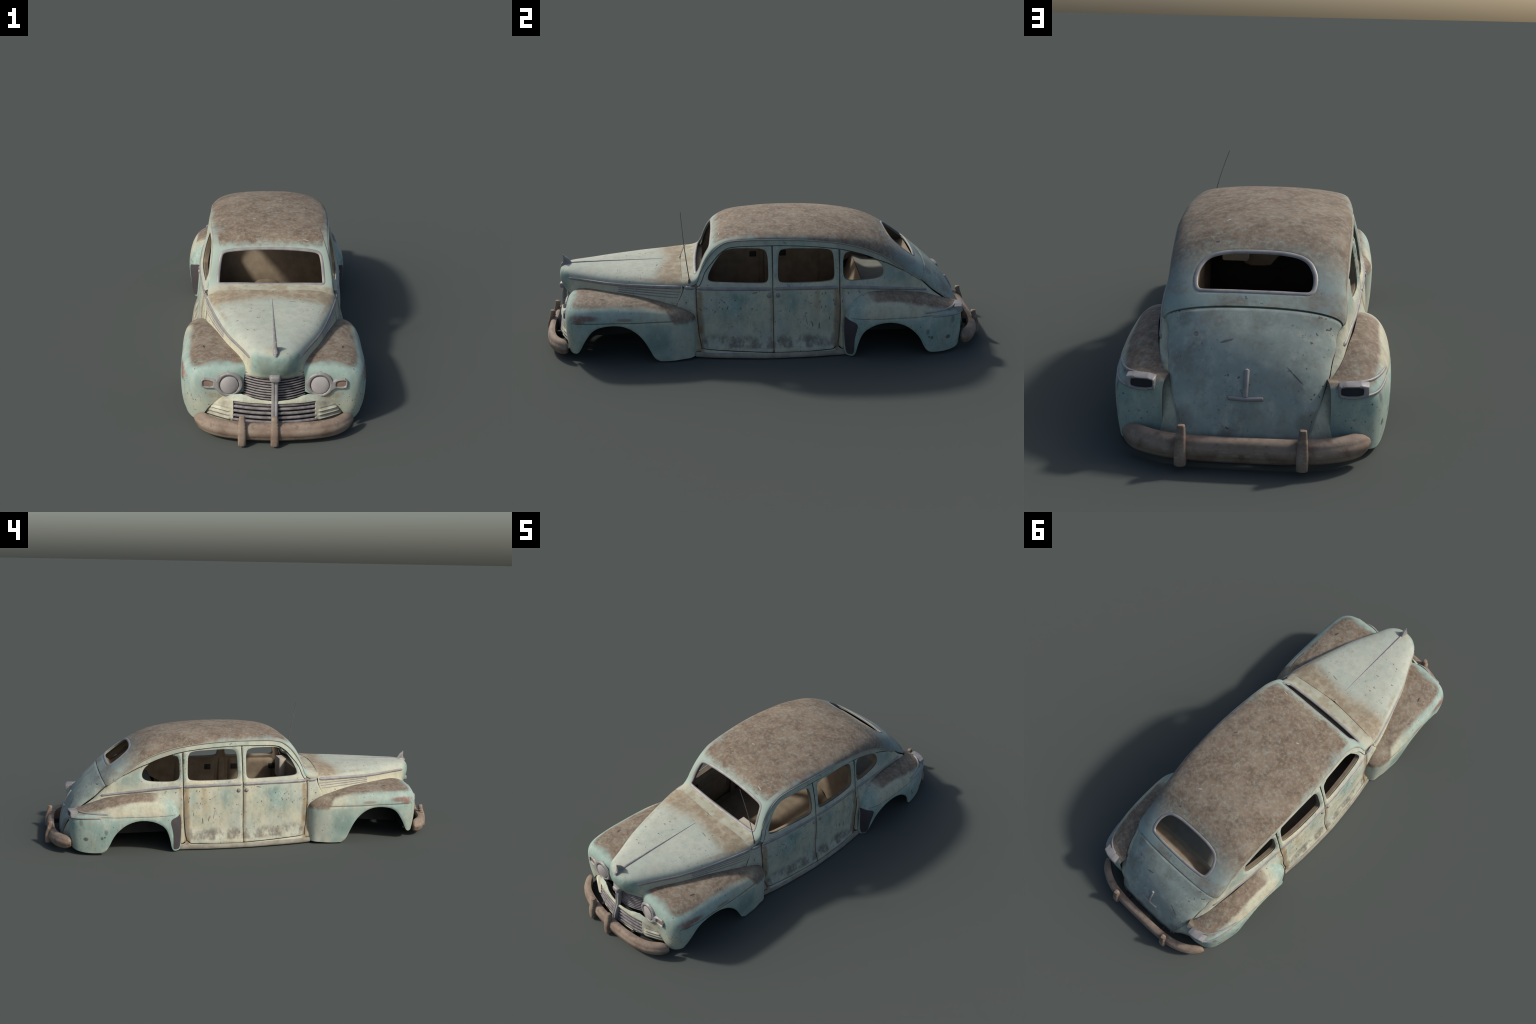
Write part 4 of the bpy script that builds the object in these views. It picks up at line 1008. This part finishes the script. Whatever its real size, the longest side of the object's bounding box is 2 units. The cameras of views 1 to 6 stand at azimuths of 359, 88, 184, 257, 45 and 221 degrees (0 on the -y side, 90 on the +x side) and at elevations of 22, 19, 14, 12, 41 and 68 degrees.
# ------------------------------------------------------------------ door knobs (handles broken off)
for y in (0.026, 0.066):
    x = float(side_x(np.array([y]), np.array([0.283]))[0])
    loft("handle_stub", [[(x + dx, y + r * math.cos(q), 0.283 + r * math.sin(q)) for q in a] for dx, r in ((-0.004, 0.0095), (0.004, 0.009), (0.0065, 0.006), (0.0065, 0.002))], [M_TRIM], both=True)

# ------------------------------------------------------------------ bumpers
def bumper(name, plan, zc, half, depth, sign, end_taper):
    """blade swept along a plan curve [(x, y)...]; plan gives its outer face"""
    plan = np.array(plan, float); full = np.vstack([plan[::-1] * [-1, 1], plan[1:]])
    sp = natural_spline(chord(full), full); pts = sp(np.linspace(0, chord(full)[-1], 90))
    T = np.gradient(pts, axis=0); T /= np.linalg.norm(T, axis=1, keepdims=True)
    N = np.stack([-T[:, 1], T[:, 0]], 1) ; N *= np.where((N[:, 1] * sign > 0)[45], 1, -1)
    L = chord(pts)[-1]; s = chord(pts); e = np.minimum(s, L - s)
    prof = [(0.0, -0.93), (0.0, -0.2), (0.0, 0.2), (0.0, 0.93), (0.35, 1.0), (0.72, 0.86), (0.90, 0.60), (0.93, 0.34), (1.0, 0.28), (1.0, -0.28), (0.93, -0.34), (0.90, -0.60), (0.72, -0.86), (0.35, -1.0)]
    secs = []
    for i in range(len(pts)):
        k = math.sqrt(max(1 - (1 - min(e[i] / end_taper, 1)) ** 2, 0.03)); kd = 0.35 + 0.65 * k
        secs.append([(*(pts[i] + N[i] * (d - 1) * depth * kd), zc + h * half * (0.30 + 0.70 * k)) for d, h in prof])
    loft(name, secs, [M_BUMPER], sharp=60)
    return bpy.context.collection.objects[-1]
def guard(parent, x, yf, sign, ridged, z0):
    """overrider: broad clasp below, narrower horn with turned ridges above"""
    secs = []
    prof = [(0.003, 0.0125, 0.026), (0.006, 0.0150, 0.030), (0.030, 0.0158, 0.034), (0.055, 0.0158, 0.033), (0.066, 0.0148, 0.030), (0.073, 0.0152, 0.028), (0.076, 0.0118, 0.021), (0.080, 0.0146, 0.027), (0.084, 0.0146, 0.027), (0.087, 0.0112, 0.020), (0.091, 0.0138, 0.026), (0.095, 0.0138, 0.026), (0.098, 0.0106, 0.020),
            (0.102, 0.0124, 0.024), (0.110, 0.0116, 0.023), (0.116, 0.0100, 0.020), (0.119, 0.0070, 0.014)]
    for z, w_, d_ in prof:
        z = max(z, z0 + (z - 0.003) * 0.2)
        if not ridged and 0.07 < z < 0.115: w_ = np.interp(z, [0.07, 0.115], [0.0145, 0.0100])
        lean_ = sign * -0.018 * smooth(0.045, 0.118, np.array(z))
        loop = []
        for q in np.linspace(0, 2 * math.pi, 18, endpoint=False):
            c_, s_ = math.cos(q), math.sin(q)
            loop.append((x + w_ * np.sign(c_) * abs(c_) ** 0.6, yf - sign * d_ / 2 + lean_ + d_ / 2 * np.sign(s_) * abs(s_) ** 0.6, z))
        secs.append(loop)
    loft("bumper_guard", secs, [M_BUMPER], parent, sharp=45)
fb = bumper("front_bumper", [(0, -0.986), (0.10, -0.981), (0.18, -0.967), (0.235, -0.946), (0.272, -0.918), (0.294, -0.890), (0.304, -0.868)], 0.0495, 0.0345, 0.033, -1, 0.05)
guard(fb, 0.0, -1.0, -1, True, 0.008); guard(fb, -0.121, -0.997, -1, True, 0.008)
rb = bumper("rear_bumper", [(0, 0.990), (0.13, 0.987), (0.20, 0.977), (0.25, 0.960), (0.29, 0.937), (0.316, 0.911), (0.330, 0.884)], 0.052, 0.033, 0.036, 1, 0.06)
guard(rb, 0.157, 1.0, 1, False, 0.016); guard(rb, -0.154, 1.0, 1, False, 0.016)
for y0, y1, z in ((-0.962, -0.86, 0.05), (0.86, 0.962, 0.05)):
    box("bumper_bracket", (0.105, y0, z - 0.012), (0.122, y1, z + 0.012), [M_WELL], fb if y0 < 0 else rb, both=True)

# ------------------------------------------------------------------ antenna
base = np.array([0.261, -0.318, 0.347]); tip = np.array([0.192, -0.348, 0.6355])
pts = [base + (tip - base) * k + np.array([0.012, -0.002, 0]) * math.sin(math.pi * k) for k in np.linspace(0, 1, 24)]
secs = [[(p[0] + r * math.cos(q), p[1] + r * math.sin(q), p[2]) for q in np.linspace(0, 2 * math.pi, 8, endpoint=False)] for p, r in zip(pts, np.linspace(0.0022, 0.0013, 24))]
loft("antenna", secs, [M_WIRE])
loft("antenna_base", [[(base[0] + r * math.cos(q), base[1] + r * math.sin(q), z) for q in a] for z, r in ((0.325, 0.007), (0.343, 0.0055), (0.350, 0.003))], [M_WIRE])

# ------------------------------------------------------------------ interior
cabin = empty("interior")
# liner behind doors and pillars (shuts the panel gaps, carries the window sills inside)
lin_top = seam_offset(lambda y: 0.004 + 0 * y, -0.285, 0.70)
liner = np.array(list(map(tuple, lin_top)) + [(0.70, 0.25), (0.68, 0.24), (0.46, 0.245), (0.39, 0.20), (0.365, 0.035), (-0.33, 0.035), (-0.335, 0.30)])
def liner_surface(D):
    V = side_surface(D); V[:, 0] -= 0.0105; return V
grow = lambda w, k: w.mean(0) + (w - w.mean(0)) * k
def liner_relief(D, V):
    r = np.zeros(len(D))
    for wdw in SIDE_WINDOWS:
        d = dist_to(D, wdw); r -= 0.004 * np.clip(1 - d / 0.02, 0, 1)
    # stiffening presses of the bare inner door skins
    for y0, y1 in ((-0.24, 0.0), (0.09, 0.30)):
        r -= 0.010 * smooth(y0, y0 + 0.012, D[:, 0]) * smooth(y1, y1 - 0.012, D[:, 0]) * smooth(0.09, 0.10, D[:, 1]) * smooth(0.315, 0.305, D[:, 1])
    return r
panel("door_liner", liner, [grow(w, 1.0) for w in SIDE_WINDOWS], liner_surface, [M_INNER, M_INNER], spacing=0.009, t=0.018, relief=liner_relief, parent=cabin)
for y0 in (0.105, -0.042, -0.252):
    xx = float(side_x(np.array([y0 + 0.015]), np.array([0.272]))[0]) - 0.0385
    box("winder_recess", (xx - 0.0035, y0, 0.258), (xx + 0.012, y0 + 0.034, 0.288), [M_WELL], cabin, both=True, r=0.002)
box("centre_pillar", (0.285, 0.030, 0.04), (0.292, 0.060, 0.33), [M_INNER], cabin, both=True)
# floor with transmission tunnel, firewall, dash
fl = []
for y in (-0.34, -0.20, -0.05, 0.10, 0.25, 0.38):
    hw = float(side_x(np.array([y]), np.array([0.10]))[0]) - 0.022; xs = np.linspace(-hw, hw, 61)
    top = [(x, y, 0.050 + 0.045 * np.exp(-(x / 0.075) ** 4)) for x in xs]
    fl.append(top + [(x, y, 0.030) for x in xs[::-1]])
loft("floor_pan", fl, [M_INNER], cabin)
box("firewall", (-0.268, -0.352, 0.03), (0.268, -0.342, 0.312), [M_WELL], cabin)
secs = []
for y, dz in ((-0.318, 0.0), (-0.282, 0.0), (-0.272, 0.006)):
    secs.append([(x, y, 0.340 - dz) for x in np.linspace(-0.245, 0.245, 21)] + [(x, y, 0.262 + dz - 0.055 * np.exp(-((x - 0.07) / 0.07) ** 6)) for x in np.linspace(0.245, -0.245, 21)])
loft("dashboard", secs, [M_INNER], cabin)
box("dash_box", (0.105, -0.283, 0.235), (0.205, -0.240, 0.342), [mat_plain("pale_box", lin(176, 168, 152), lin(190, 182, 166))], cabin, r=0.006)
# seat bulkhead, parcel shelf, grey boot floor and wheel tubs
def sheet(name, rows, mats, t=0.008):
    """bent sheet across the car: rows of (half width, y, z)"""
    secs = [[(-w_, y, z), (w_, y, z), (w_, y + t * 0.5, z - t), (-w_, y + t * 0.5, z - t)] for w_, y, z in rows]
    return loft(name, secs, mats, cabin)
sheet("seat_bulkhead", [(0.295, 0.382, 0.06), (0.290, 0.428, 0.180), (0.290, 0.434, 0.187), (0.272, 0.458, 0.268)], [M_INNER])
sheet("boot_shelf", [(0.252, 0.460, 0.268), (0.250, 0.50, 0.256), (0.242, 0.606, 0.254), (0.232, 0.636, 0.325)], [M_GREY])
sheet("parcel_ledge", [(0.215, 0.637, 0.328), (0.160, 0.690, 0.373)], [M_INNER])
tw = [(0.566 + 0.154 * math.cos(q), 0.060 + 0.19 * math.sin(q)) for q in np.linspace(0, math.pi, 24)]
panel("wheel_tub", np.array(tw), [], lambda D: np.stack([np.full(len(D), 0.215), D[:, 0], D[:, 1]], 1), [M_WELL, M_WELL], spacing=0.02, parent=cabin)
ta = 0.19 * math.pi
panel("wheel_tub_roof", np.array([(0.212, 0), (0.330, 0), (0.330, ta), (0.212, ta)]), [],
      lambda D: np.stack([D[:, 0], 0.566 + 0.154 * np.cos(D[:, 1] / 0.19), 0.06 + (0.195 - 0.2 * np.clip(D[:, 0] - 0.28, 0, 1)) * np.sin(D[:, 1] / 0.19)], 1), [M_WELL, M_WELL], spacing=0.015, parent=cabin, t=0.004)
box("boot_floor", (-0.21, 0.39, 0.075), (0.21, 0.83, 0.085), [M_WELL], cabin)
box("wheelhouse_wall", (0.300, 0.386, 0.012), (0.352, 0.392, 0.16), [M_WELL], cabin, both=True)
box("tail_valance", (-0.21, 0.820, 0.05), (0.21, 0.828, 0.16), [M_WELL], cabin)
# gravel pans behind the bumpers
for sg_, rows in ((-1, [(0.27, -0.84, 0.045), (0.262, -0.905, 0.036), (0.235, -0.938, 0.034), (0.16, -0.962, 0.034)]),):
    secs = [[(-w_, y, z), (w_, y, z), (w_, y, z - 0.006), (-w_, y, z - 0.006)] for w_, y, z in rows]
    loft("gravel_pan", secs, [M_WELL])
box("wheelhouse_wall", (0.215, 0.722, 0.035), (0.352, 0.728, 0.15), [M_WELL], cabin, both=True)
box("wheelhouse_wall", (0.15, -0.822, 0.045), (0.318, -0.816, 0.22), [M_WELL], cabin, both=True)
# inner front fenders and engine bay cover
secs = [[(0.140, -0.845, 0.045), (0.148, -0.845, 0.045), (0.148, -0.845, 0.245), (0.140, -0.845, 0.245)], [(0.178, -0.70, 0.065), (0.186, -0.70, 0.065), (0.186, -0.70, 0.25), (0.178, -0.70, 0.25)],
        [(0.205, -0.56, 0.085), (0.213, -0.56, 0.085), (0.213, -0.56, 0.24), (0.205, -0.56, 0.24)], [(0.262, -0.35, 0.03), (0.270, -0.35, 0.03), (0.270, -0.35, 0.22), (0.262, -0.35, 0.22)]]
loft("inner_fender", secs, [M_WELL], cabin, both=True)
loft("splash_apron", [[(0.20, -0.420, 0.015), (0.352, -0.420, 0.012), (0.352, -0.413, 0.012), (0.20, -0.413, 0.015)], [(0.20, -0.400, 0.21), (0.335, -0.400, 0.21), (0.335, -0.393, 0.21), (0.20, -0.393, 0.21)]], [M_WELL], cabin, both=True)
